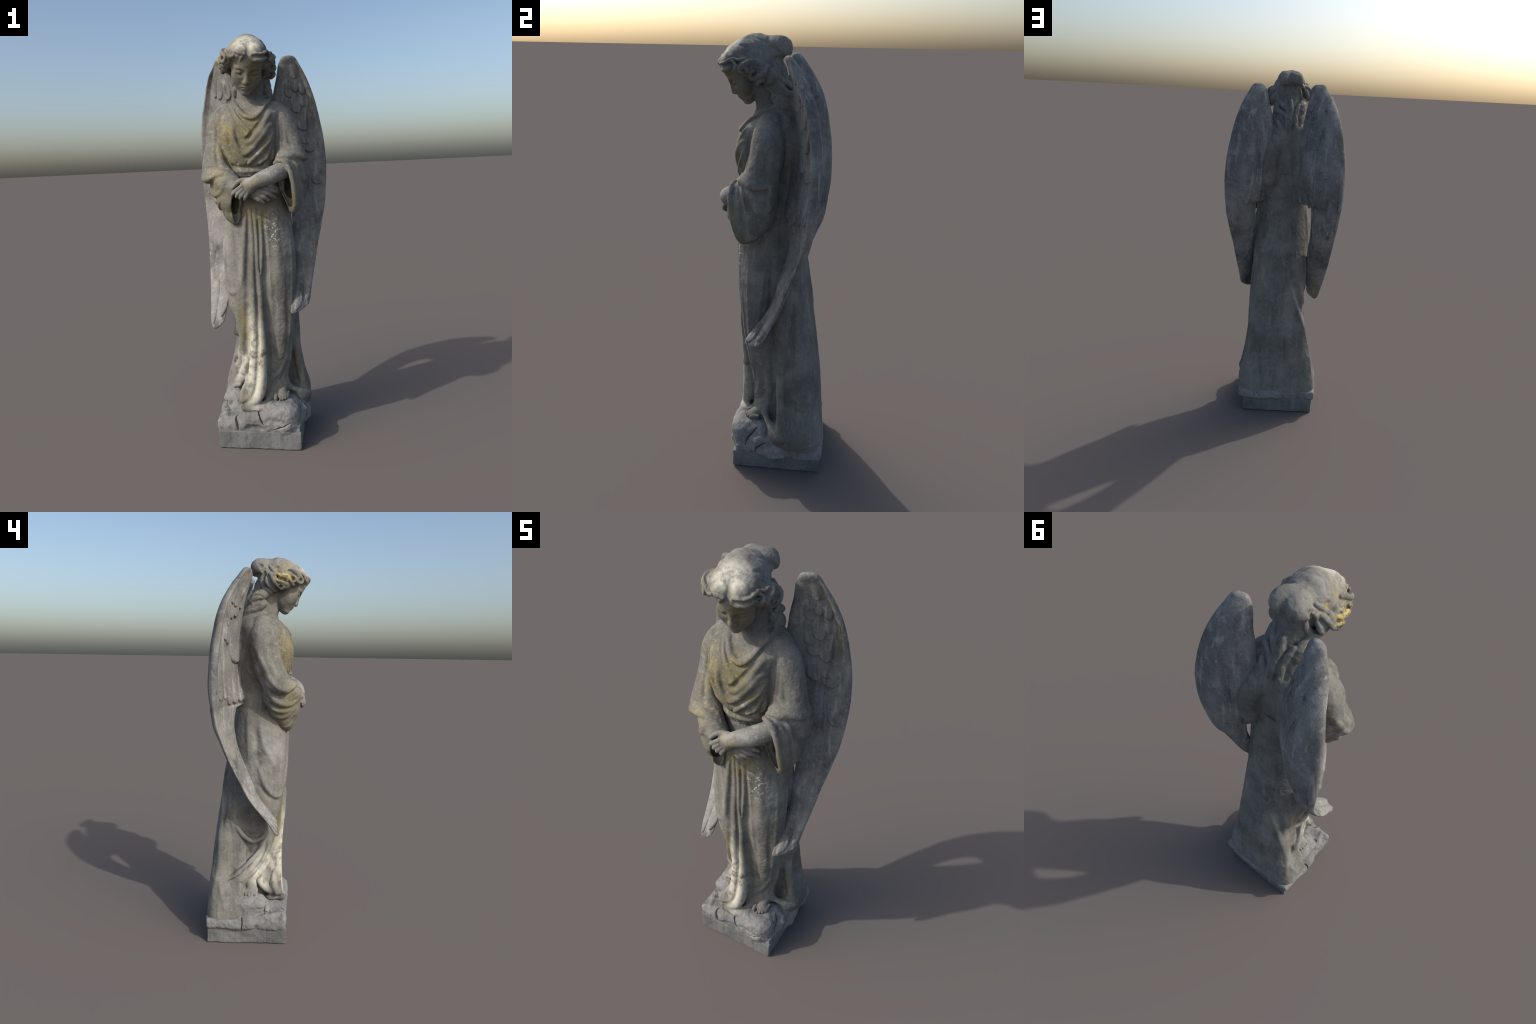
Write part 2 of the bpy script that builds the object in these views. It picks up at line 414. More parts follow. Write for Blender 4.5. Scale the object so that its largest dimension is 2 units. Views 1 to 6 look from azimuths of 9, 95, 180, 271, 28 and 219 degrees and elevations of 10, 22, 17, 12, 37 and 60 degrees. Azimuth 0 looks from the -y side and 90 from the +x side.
    # right thigh: panel lobe and the folds that sweep back from it
    p.fold([(-0.154, -0.014, 1.217), (-0.160, -0.028, 1.138), (-0.164, -0.046, 1.066), (-0.164, -0.077, 0.997), (-0.155, -0.108, 0.932)], 0.014, 0.007, (0.2, 0.4))
    p.fold([(-0.150, 0.012, 1.20), (-0.160, 0.0, 1.10), (-0.165, -0.01, 1.02), (-0.166, -0.03, 0.95)], 0.014, -0.006, (0.3, 0.3))
    p.fold([(-0.140, 0.042, 1.249), (-0.150, 0.043, 1.156), (-0.158, 0.040, 1.072), (-0.162, 0.035, 0.98)], 0.012, 0.006, (0.2, 0.3))
    p.fold([(-0.166, -0.015, 0.97), (-0.165, -0.044, 0.887), (-0.163, -0.062, 0.843), (-0.155, -0.089, 0.808), (-0.134, -0.120, 0.797), (-0.110, -0.14, 0.805)], 0.010, 0.010, (0.3, 0.1))
    p.fold([(-0.160, -0.03, 0.87), (-0.160, -0.06, 0.815), (-0.150, -0.09, 0.785), (-0.130, -0.115, 0.775)], 0.010, -0.008, (0.3, 0.2))
    p.fold([(-0.156, 0.099, 0.640), (-0.158, 0.076, 0.601), (-0.154, 0.042, 0.565), (-0.149, 0.008, 0.550), (-0.149, -0.031, 0.563), (-0.145, -0.064, 0.60)], 0.009, 0.014, (0.3, 0.1))
    p.fold([(-0.158, 0.07, 0.635), (-0.153, 0.037, 0.596), (-0.150, 0.003, 0.580), (-0.151, -0.030, 0.595)], 0.012, -0.008, (0.3, 0.3))
    p.fold([(-0.141, -0.069, 0.598), (-0.140, -0.037, 0.520), (-0.140, 0.008, 0.452), (-0.172, 0.068, 0.395), (-0.202, 0.130, 0.345)], 0.009, 0.014, (0.1, 0.3))
    p.fold([(-0.148, -0.047, 0.588), (-0.143, -0.010, 0.515), (-0.149, 0.040, 0.445), (-0.185, 0.100, 0.395)], 0.010, -0.012, (0.1, 0.3))
    p.fold([(-0.126, -0.087, 0.576), (-0.127, -0.060, 0.474), (-0.145, -0.027, 0.408), (-0.168, 0.034, 0.355), (-0.200, 0.09, 0.328)], 0.009, 0.012, (0.1, 0.3))
    p.fold([(-0.132, -0.07, 0.53), (-0.133, -0.044, 0.460), (-0.149, -0.005, 0.405), (-0.181, 0.054, 0.355)], 0.006, -0.007, (0.1, 0.2))
    p.fold([(-0.118, -0.09, 0.50), (-0.128, -0.06, 0.42), (-0.145, -0.02, 0.365), (-0.165, 0.03, 0.33)], 0.005, -0.005, (0.1, 0.2))
    p.fold([(-0.075, -0.14, 0.66), (-0.085, -0.125, 0.53), (-0.075, -0.11, 0.42), (-0.075, -0.11, 0.32), (-0.10, -0.12, 0.26)], 0.005, -0.009, (0.2, 0.2))
    p.fold([(-0.070, -0.11, 0.60), (-0.078, -0.09, 0.50), (-0.080, -0.08, 0.42), (-0.088, -0.07, 0.35), (-0.092, -0.06, 0.30)], 0.014, -0.024, (0.3, 0.2))
    p.fold([(0.046, -0.165, 1.12), (0.050, -0.165, 0.98), (0.046, -0.155, 0.80), (0.042, -0.135, 0.65), (0.036, -0.11, 0.50)], 0.017, -0.012, (0.3, 0.2))
    p.fold([(-0.012, -0.15, 0.62), (-0.018, -0.15, 0.50), (-0.026, -0.14, 0.40), (-0.036, -0.14, 0.32), (-0.060, -0.14, 0.255)], 0.006, -0.009, (0.2, 0.1))
    # long folds of the mantle behind
    p.fold([(0.0, 0.12, 1.20), (0.004, 0.130, 1.091), (-0.016, 0.154, 0.946), (-0.063, 0.172, 0.816), (-0.124, 0.171, 0.631), (-0.170, 0.185, 0.430), (-0.215, 0.215, 0.24)], (0.009, 0.012), 0.015, (0.2, 0.1))
    p.fold([(-0.03, 0.12, 1.10), (-0.050, 0.15, 0.92), (-0.095, 0.16, 0.75), (-0.145, 0.15, 0.58)], 0.018, -0.014, (0.3, 0.3))
    p.fold([(-0.080, 0.12, 1.05), (-0.094, 0.133, 0.943), (-0.123, 0.139, 0.798), (-0.154, 0.120, 0.62)], 0.012, 0.007, (0.3, 0.3))
    p.fold([(0.080, 0.12, 1.08), (0.098, 0.138, 0.918), (0.115, 0.169, 0.726), (0.139, 0.199, 0.511), (0.165, 0.222, 0.25)], 0.018, 0.010, (0.3, 0.2))
    p.fold([(0.03, 0.13, 1.0), (0.035, 0.18, 0.72), (0.04, 0.22, 0.45), (0.045, 0.24, 0.25)], 0.04, -0.010, (0.3, 0.3))
    p.fold([(0.17, 0.10, 0.62), (0.18, 0.10, 0.45), (0.195, 0.11, 0.32), (0.215, 0.12, 0.22)], 0.036, -0.022, (0.3, 0.3))
    p.fold([(-0.158, 0.202, 0.395), (-0.196, 0.188, 0.327), (-0.227, 0.165, 0.25), (-0.235, 0.15, 0.18)], 0.010, 0.006, (0.3, 0.2))
    p.fold([(-0.150, 0.14, 0.72), (-0.155, 0.13, 0.62), (-0.168, 0.11, 0.50), (-0.190, 0.12, 0.38), (-0.215, 0.12, 0.28)], 0.016, -0.007, (0.3, 0.3))
    # gathers below the girdle
    for x in (-0.075, -0.052, -0.036, -0.021, -0.007, 0.008, 0.024):
        p.fold([(x + 0.003, -0.147, 1.383), (x, -0.142, 1.367), (x - 0.004, -0.14, 1.345)], 0.0045, -0.007, (0.2, 0.3))
    p.rough(0.0010, 60, 2)
    return p


def make_bodice():
    p = Part("bodice", (-0.26, -0.22, 1.3), (0.24, 0.2, 1.78))
    rows = [(1.36, -0.130, 0.100, -0.140, 0.085, 0.0, 2.4, 2.1),
            (1.41, -0.140, 0.110, -0.160, 0.09, 0.0, 2.4, 2.1),
            (1.46, -0.160, 0.118, -0.176, 0.095, 0.0, 2.4, 2.1),
            (1.54, -0.182, 0.128, -0.182, 0.10, 0.0, 2.8, 2.1),
            (1.60, -0.195, 0.140, -0.172, 0.10, 0.0, 2.4, 2.1),
            (1.65, -0.192, 0.138, -0.145, 0.095, 0.0, 2.8, 2.1),
            (1.69, -0.155, 0.108, -0.108, 0.085, 0.0, 2.4, 2.1),
            (1.72, -0.110, 0.075, -0.075, 0.07, 0.0, 2.4, 2.1),
            (1.74, -0.085, 0.050, -0.055, 0.06, 0.0, 2.4, 2.1)]
    p.put(*loft(rows))
    # shoulder blades where the wings grow out
    p.tube([(-0.055, 0.055, 1.66, 0.045), (-0.085, 0.075, 1.58, 0.05), (-0.085, 0.085, 1.45, 0.045), (-0.088, 0.075, 1.33, 0.026), (-0.09, 0.058, 1.25, 0.012)], 0.03)
    p.tube([(0.035, 0.050, 1.66, 0.045), (0.072, 0.090, 1.58, 0.05), (0.088, 0.106, 1.47, 0.05), (0.086, 0.088, 1.37, 0.036), (0.080, 0.055, 1.28, 0.016)], 0.03)
    # cowl at the neck: rolled edge, second fold, flap
    p.tube([(-0.098, -0.055, 1.715, 0.010), (-0.076, -0.108, 1.683, 0.012), (-0.045, -0.146, 1.645, 0.014), (-0.012, -0.158, 1.627, 0.015),
            (0.022, -0.152, 1.632, 0.014), (0.051, -0.122, 1.664, 0.013), (0.072, -0.055, 1.710, 0.012), (0.055, 0.01, 1.735, 0.012)], 0.010)
    p.fold([(-0.080, -0.118, 1.675), (-0.048, -0.155, 1.632), (-0.012, -0.167, 1.612), (0.024, -0.160, 1.616), (0.054, -0.134, 1.648), (0.076, -0.075, 1.695)], 0.0044, -0.0156, (0.1, 0.1))
    p.fold([(-0.107, -0.081, 1.697), (-0.077, -0.141, 1.651), (-0.048, -0.169, 1.608), (-0.025, -0.177, 1.581), (-0.010, -0.179, 1.565), (-0.022, -0.181, 1.546)], 0.0062, 0.0117, (0.2, 0.0))
    p.fold([(-0.100, -0.10, 1.68), (-0.085, -0.135, 1.645), (-0.058, -0.165, 1.600), (-0.036, -0.177, 1.570), (-0.026, -0.18, 1.553)], 0.0044, -0.0078, (0.2, 0.2))
    p.fold([(0.068, -0.132, 1.640), (0.044, -0.157, 1.612), (0.023, -0.172, 1.581), (0.001, -0.180, 1.556), (-0.029, -0.181, 1.532)], (0.0044, 0.0070), -0.0208, (0.2, 0.1))
    p.fold([(0.089, -0.114, 1.652), (0.069, -0.144, 1.621), (0.046, -0.167, 1.572), (0.020, -0.178, 1.540), (-0.010, -0.181, 1.516), (-0.032, -0.181, 1.519)], 0.0079, 0.0130, (0.2, 0.1))
    p.fold([(0.093, -0.134, 1.599), (0.069, -0.156, 1.577), (0.042, -0.170, 1.539), (0.006, -0.178, 1.494), (-0.031, -0.176, 1.467), (-0.053, -0.176, 1.475)], 0.0088, 0.0143, (0.3, 0.1))
    p.fold([(0.080, -0.147, 1.556), (0.050, -0.166, 1.518), (0.014, -0.175, 1.474), (-0.023, -0.174, 1.448), (-0.043, -0.173, 1.452)], 0.0062, -0.0169, (0.2, 0.1))
    p.fold([(0.092, -0.135, 1.556), (0.070, -0.152, 1.509), (0.039, -0.167, 1.475), (0.007, -0.171, 1.446), (-0.032, -0.159, 1.412)], 0.0053, 0.0143, (0.3, 0.1))
    p.fold([(0.086, -0.138, 1.521), (0.064, -0.153, 1.474), (0.033, -0.164, 1.441), (-0.005, -0.159, 1.410)], 0.0062, -0.0130, (0.3, 0.1))
    p.fold([(0.086, -0.138, 1.525), (0.078, -0.143, 1.482), (0.062, -0.152, 1.440), (0.022, -0.158, 1.418)], 0.0062, 0.0117, (0.3, 0.1))
    p.fold([(-0.089, -0.160, 1.616), (-0.085, -0.174, 1.554), (-0.070, -0.176, 1.502), (-0.053, -0.175, 1.474)], 0.0088, 0.0104, (0.3, 0.1))
    p.fold([(-0.070, -0.17, 1.590), (-0.062, -0.178, 1.54), (-0.050, -0.178, 1.502), (-0.035, -0.178, 1.49)], 0.0106, -0.0104, (0.3, 0.2))
    p.fold([(-0.118, -0.155, 1.600), (-0.129, -0.150, 1.536), (-0.123, -0.142, 1.479), (-0.110, -0.129, 1.425)], 0.0088, 0.0091, (0.3, 0.1))
    p.fold([(-0.099, -0.167, 1.577), (-0.105, -0.165, 1.512), (-0.093, -0.160, 1.451), (-0.070, -0.153, 1.415)], 0.0070, -0.0078, (0.3, 0.2))
    p.fold([(0.089, -0.131, 1.504), (0.091, -0.121, 1.460), (0.078, -0.126, 1.425)], 0.0062, 0.0091, (0.3, 0.2))
    # overhang above the girdle
    p.fold([(-0.107, -0.125, 1.412), (-0.076, -0.144, 1.403), (-0.038, -0.155, 1.400), (-0.002, -0.154, 1.400), (0.034, -0.149, 1.404), (0.058, -0.143, 1.416)], 0.009, -0.016, (0.05, 0.05))
    for x, z in ((-0.082, 1.408), (0.052, 1.412), (-0.03, 1.418)):
        p.fold([(x, -0.15, z), (x + 0.008, -0.16, z + 0.025)], 0.005, -0.008, (0.0, 0.6))
    p.fold([(0.057, 0.091, 1.36), (0.019, 0.098, 1.375), (-0.008, 0.099, 1.385), (-0.030, 0.099, 1.369), (-0.063, 0.092, 1.361)], 0.008, -0.016, (0.1, 0.1))
    p.fold([(-0.012, 0.1, 1.62), (-0.010, 0.1, 1.52), (-0.010, 0.1, 1.40)], 0.035, -0.012, (0.3, 0.2))
    p.rough(0.0010, 60, 2)
    return p


def make_girdle():
    p = Part("girdle", (-0.16, -0.2, 1.35), (0.13, 0.13, 1.43))
    rows = [(1.374, -0.134, 0.104, -0.146, 0.085, 0.0, 2.3, 2.2), (1.384, -0.138, 0.107, -0.153, 0.088, 0.0, 2.3, 2.2), (1.398, -0.137, 0.106, -0.150, 0.088, 0.0, 2.3, 2.2)]
    p.put(*loft(rows))
    return p


def make_sleeves():
    a = Part("sleeve", (-0.282, -0.26, 1.1), (0.0, 0.1, 1.74))
    a.tube([(-0.135, -0.025, 1.656, 0.058), (-0.166, -0.030, 1.605, 0.070), (-0.174, -0.042, 1.52, 0.073), (-0.186, -0.072, 1.44, 0.071), (-0.194, -0.102, 1.395, 0.062)])
    a.ball((-0.222, -0.128, 1.362), (0.028, 0.032, 0.03), 0.02)
    a.tube([(-0.192, -0.092, 1.385, 0.062), (-0.150, -0.145, 1.362, 0.056), (-0.100, -0.180, 1.322, 0.050), (-0.078, -0.190, 1.31, 0.044)], 0.02)
    a.tube([(-0.170, -0.085, 1.31, 0.052), (-0.140, -0.135, 1.27, 0.055), (-0.110, -0.172, 1.25, 0.050)], 0.03)
    a.tube([(-0.140, -0.105, 1.25, 0.040), (-0.115, -0.150, 1.20, 0.040), (-0.100, -0.168, 1.185, 0.032)], 0.03)
    a.tube([(-0.112, -0.148, 1.18, 0.030), (-0.098, -0.160, 1.157, 0.020)], 0.02, smooth=False)
    sleeve_cut = [(-0.046, -0.240, 1.315, 0.028), (-0.062, -0.222, 1.26, 0.036), (-0.074, -0.203, 1.20, 0.029), (-0.086, -0.182, 1.158, 0.010)]

    a.fold([(-0.240, -0.12, 1.402), (-0.201, -0.161, 1.408), (-0.161, -0.174, 1.409), (-0.124, -0.176, 1.402), (-0.096, -0.165, 1.388)], 0.007, -0.012, (0.2, 0.05))
    a.fold([(-0.251, -0.041, 1.446), (-0.254, -0.063, 1.410), (-0.254, -0.100, 1.372), (-0.230, -0.140, 1.358), (-0.200, -0.172, 1.363), (-0.153, -0.202, 1.380)], 0.010, 0.011, (0.3, 0.3))
    a.fold([(-0.240, -0.05, 1.37), (-0.236, -0.080, 1.342), (-0.225, -0.110, 1.332), (-0.205, -0.150, 1.336), (-0.185, -0.185, 1.352), (-0.15, -0.20, 1.366)], 0.009, -0.011, (0.2, 0.3))
    a.fold([(-0.232, -0.05, 1.345), (-0.222, -0.090, 1.304), (-0.205, -0.138, 1.282), (-0.176, -0.178, 1.284), (-0.148, -0.206, 1.305), (-0.125, -0.22, 1.345)], 0.009, 0.012, (0.2, 0.2))
    a.fold([(-0.215, -0.05, 1.30), (-0.208, -0.090, 1.270), (-0.195, -0.13, 1.262), (-0.178, -0.165, 1.266), (-0.150, -0.198, 1.285)], 0.008, -0.011, (0.2, 0.3))
    a.fold([(-0.200, -0.06, 1.275), (-0.197, -0.100, 1.250), (-0.190, -0.140, 1.247), (-0.165, -0.180, 1.262)], 0.007, 0.008, (0.2, 0.3))
    a.fold([(-0.165, -0.080, 1.235), (-0.172, -0.115, 1.216), (-0.171, -0.155, 1.222), (-0.161, -0.190, 1.255)], 0.009, 0.009, (0.2, 0.3))
    a.fold([(-0.150, -0.100, 1.205), (-0.164, -0.139, 1.200), (-0.166, -0.172, 1.222), (-0.150, -0.203, 1.256)], 0.006, -0.009, (0.2, 0.3))
    a.fold([(-0.140, -0.143, 1.165), (-0.146, -0.174, 1.187), (-0.143, -0.200, 1.224)], 0.005, -0.007, (0.2, 0.3))
    a.fold([(-0.183, -0.190, 1.359), (-0.147, -0.207, 1.367), (-0.120, -0.207, 1.372)], 0.005, -0.006, (0.4, 0.4))
    a.fold([(-0.190, -0.17, 1.300), (-0.155, -0.204, 1.325), (-0.128, -0.219, 1.349), (-0.110, -0.217, 1.357)], 0.008, 0.007, (0.2, 0.3))
    a.fold([(-0.229, 0.010, 1.587), (-0.240, -0.007, 1.529), (-0.252, -0.044, 1.463), (-0.254, -0.065, 1.416)], 0.014, 0.006, (0.4, 0.2))
    a.fold([(-0.222, 0.022, 1.548), (-0.233, 0.001, 1.470), (-0.235, -0.025, 1.40), (-0.20, -0.02, 1.30)], 0.010, -0.008, (0.3, 0.2))
    a.fold([(-0.157, 0.026, 1.684), (-0.143, 0.006, 1.701), (-0.171, -0.031, 1.695), (-0.180, -0.060, 1.672)], 0.006, 0.004, (0.2, 0.4))
    for o in (-0.02, 0.02, 0.05):
        a.fold([(-0.235, -0.04 - o, 1.53), (-0.243, -0.07 - o, 1.47), (-0.245, -0.09 - o, 1.42)], 0.008, -0.004, (0.4, 0.3))
    a.tube(sleeve_cut, 0.003, cut=True)
    a.ball((-0.102, -0.165, 1.25), (0.030, 0.045, 0.065), 0.006, cut=True)
    a.rough(0.0010, 60, 2)

    b = Part("sleeve", (0.05, -0.24, 1.15), (0.28, 0.1, 1.74))
    b.tube([(0.092, -0.028, 1.654, 0.058), (0.118, -0.034, 1.605, 0.069), (0.138, -0.044, 1.52, 0.074), (0.166, -0.062, 1.44, 0.075)])
    b.tube([(0.182, -0.045, 1.42, 0.056), (0.185, -0.045, 1.35, 0.054), (0.190, -0.060, 1.29, 0.050), (0.187, -0.09, 1.235, 0.036), (0.180, -0.112, 1.207, 0.020)], 0.02)
    b.tube([(0.145, -0.120, 1.410, 0.047), (0.160, -0.128, 1.34, 0.050), (0.172, -0.128, 1.27, 0.040), (0.178, -0.124, 1.21, 0.022)], 0.03)
    b.tube([(0.100, -0.145, 1.418, 0.010), (0.128, -0.172, 1.430, 0.011), (0.155, -0.180, 1.412, 0.012), (0.176, -0.182, 1.36, 0.012), (0.187, -0.172, 1.29, 0.012), (0.187, -0.152, 1.22, 0.011), (0.175, -0.135, 1.196, 0.010)], 0.015)
    b.tube([(0.175, -0.135, 1.196, 0.008), (0.150, -0.153, 1.25, 0.009), (0.124, -0.160, 1.32, 0.008), (0.118, -0.14, 1.36, 0.008)], 0.012)
    b.fold([(0.102, -0.098, 1.439), (0.129, -0.128, 1.457), (0.160, -0.129, 1.462), (0.191, -0.120, 1.454), (0.220, -0.102, 1.440), (0.243, -0.060, 1.434), (0.240, -0.02, 1.445)], 0.009, 0.011, (0.1, 0.1))
    b.fold([(0.173, -0.150, 1.436), (0.212, -0.115, 1.421), (0.234, -0.082, 1.418), (0.243, -0.049, 1.420), (0.236, -0.018, 1.428)], 0.009, -0.017, (0.1, 0.1))
    b.fold([(0.095, -0.098, 1.421), (0.118, -0.144, 1.440), (0.141, -0.148, 1.448), (0.171, -0.141, 1.443), (0.195, -0.132, 1.424), (0.209, -0.130, 1.395), (0.213, -0.118, 1.34), (0.222, -0.10, 1.29)], 0.006, 0.008, (0.1, 0.3))
    b.fold([(0.109, -0.145, 1.428), (0.131, -0.156, 1.436), (0.158, -0.157, 1.434), (0.182, -0.148, 1.422), (0.200, -0.150, 1.400), (0.209, -0.130, 1.365), (0.214, -0.13, 1.31), (0.217, -0.115, 1.265), (0.21, -0.10, 1.23)], 0.0045, -0.009, (0.1, 0.2))
    b.fold([(0.205, -0.120, 1.405), (0.210, -0.102, 1.352), (0.235, -0.077, 1.316), (0.238, -0.041, 1.286)], 0.008, -0.015, (0.2, 0.2))
    b.fold([(0.241, -0.048, 1.319), (0.235, -0.021, 1.345), (0.222, 0.001, 1.368)], 0.008, 0.007, (0.3, 0.3))
    b.fold([(0.173, -0.037, 1.635), (0.186, -0.057, 1.581), (0.199, -0.070, 1.527), (0.221, -0.067, 1.48)], 0.014, 0.006, (0.4, 0.3))
    b.fold([(0.191, -0.020, 1.60), (0.205, -0.030, 1.54), (0.225, -0.035, 1.48)], 0.010, -0.006, (0.4, 0.3))
    b.fold([(0.150, -0.10, 1.58), (0.165, -0.11, 1.52), (0.18, -0.12, 1.475)], 0.010, -0.006, (0.4, 0.3))
    b.tube([(0.142, -0.178, 1.36, 0.026), (0.152, -0.164, 1.30, 0.026), (0.166, -0.150, 1.24, 0.017), (0.172, -0.140, 1.210, 0.006)], 0.003, cut=True)
    b.ball((0.166, -0.118, 1.315), (0.030, 0.048, 0.065), 0.006, cut=True)
    b.rough(0.0010, 60, 2)
    return a, b


def make_hands():
    up = Part("arm", (-0.12, -0.29, 1.22), (0.21, -0.08, 1.46))
    up.tube([(0.165, -0.085, 1.388, 0.034), (0.130, -0.155, 1.380, 0.039), (0.085, -0.195, 1.362, 0.040), (0.045, -0.214, 1.348, 0.036), (0.0, -0.224, 1.330, 0.029)])
    up.ball((-0.020, -0.226, 1.315), (0.040, 0.021, 0.036), 0.015, turn(0, 0, -30))
    finger = [((-0.044, -0.236, 1.321), (-0.070, -0.242, 1.303), (-0.091, -0.233, 1.285)),
              ((-0.044, -0.240, 1.304), (-0.062, -0.246, 1.287), (-0.073, -0.235, 1.274)),
              ((-0.034, -0.242, 1.292), (-0.047, -0.247, 1.278), (-0.056, -0.237, 1.267)),
              ((-0.022, -0.240, 1.284), (-0.030, -0.245, 1.271), (-0.035, -0.237, 1.261))]
    for f in finger:
        up.tube([(*f[0], 0.0105), (*f[1], 0.0100), (*f[2], 0.0075)], 0.003)
    up.tube([(-0.020, -0.218, 1.345, 0.014), (-0.055, -0.226, 1.345, 0.011), (-0.088, -0.234, 1.316, 0.007)], 0.006)

    low = Part("hand", (-0.12, -0.26, 1.2), (0.12, -0.1, 1.36))
    low.tube([(-0.10, -0.165, 1.31, 0.032), (-0.03, -0.195, 1.295, 0.028), (0.02, -0.198, 1.285, 0.026)])
    low.ball((0.025, -0.196, 1.282), (0.04, 0.02, 0.032), 0.015, turn(0, 0, 25))
    for a, m, b in [((0.040, -0.200, 1.311), (0.074, -0.193, 1.302), (0.095, -0.178, 1.288)),
                    ((0.030, -0.206, 1.297), (0.067, -0.203, 1.283), (0.096, -0.176, 1.262)),
                    ((0.018, -0.208, 1.280), (0.046, -0.209, 1.268), (0.068, -0.194, 1.252)),
                    ((0.006, -0.208, 1.266), (0.027, -0.211, 1.255), (0.045, -0.202, 1.242))]:
        low.tube([(*a, 0.0115), (*m, 0.0110), (*b, 0.0085)], 0.003)
    return up, low


def make_neck():
    p = Part("neck", (-0.12, -0.14, 1.62), (0.08, 0.08, 1.86))
    p.tube([(-0.02, -0.015, 1.64, 0.075), (-0.02, -0.035, 1.72, 0.064), (-0.012, -0.06, 1.80, 0.062), (-0.01, -0.08, 1.84, 0.06)])
    p.ball((-0.015, -0.05, 1.665), (0.085, 0.075, 0.05), 0.03)
    return p


def make_head():
    p = Part("head", (-0.15, -0.28, 1.68), (0.13, 0.05, 2.0))

    def e(a, b, c, r, k=0.0, R=None, cut=False):
        p.ball(hp(a, b, c), r, k, HR if R is None else HR @ R, cut)
    e(0, 0.010, -0.095, (0.073, 0.092, 0.096))                       # skull
    e(0, -0.030, -0.062, (0.065, 0.075, 0.062), 0.02)                # face mass
    e(0, 0.035, -0.052, (0.055, 0.045, 0.050), 0.02)                 # forehead
    e(0, -0.085, -0.048, (0.045, 0.042, 0.050), 0.035)               # jaw
    e(0, -0.113, -0.018, (0.020, 0.015, 0.019), 0.02)                # chin
    for s in (-1, 1):
        e(0.038 * s, -0.050, -0.034, (0.025, 0.030, 0.025), 0.025)   # cheek
        e(0.034 * s, -0.013, 0.004, (0.021, 0.014, 0.014), 0.016, turn(0, 0, -6 * s), cut=True)   # socket
        e(0.033 * s, -0.0165, -0.0185, (0.0165, 0.0115, 0.0135), 0.004, turn(0, 0, -6 * s))       # closed lid
        q = [hp(0.018 * s, -0.024, -0.010), hp(0.026 * s, -0.0285, -0.0065), hp(0.036 * s, -0.0285, -0.0075), hp(0.047 * s, -0.0235, -0.0145)]
        p.tube([(*v, 0.0016) for v in q], 0.002, cut=True)           # lash line
        q = [hp(0.010 * s, -0.001, -0.004), hp(0.022 * s, 0.0035, -0.006), hp(0.036 * s, 0.0045, -0.011), hp(0.050 * s, -0.001, -0.021)]
        p.tube([(*v, r) for v, r in zip(q, (0.004, 0.005, 0.005, 0.004))], 0.010)   # brow
        e(0.0105 * s, -0.057, 0.002, (0.0075, 0.0070, 0.010), 0.006)   # nostril wing
        e(0.0065 * s, -0.0640, 0.006, (0.0035, 0.003, 0.004), 0.002, cut=True)
    q = [hp(0, 0.004, -0.008), hp(0, -0.02, 0.001), hp(0, -0.040, 0.008), hp(0, -0.052, 0.0115)]
    p.tube([(*v, r) for v, r in zip(q, (0.008, 0.0072, 0.0085, 0.0100))], 0.010)
    e(0, -0.080, -0.013, (0.024, 0.016, 0.018), 0.012)               # muzzle
    e(0, -0.0760, 0.0030, (0.017, 0.0042, 0.006), 0.004)             # upper lip
    e(0, -0.0868, 0.0015, (0.014, 0.0050, 0.006), 0.004)             # lower lip
    q = [hp(-0.021, -0.0832, -0.002), hp(-0.010, -0.0812, 0.0075), hp(0, -0.0815, 0.0090), hp(0.010, -0.0812, 0.0075), hp(0.021, -0.0832, -0.002)]
    p.tube([(*v, 0.0014) for v in q], 0.002, cut=True)
    p.rough(0.0006, 60, 2)
    return p


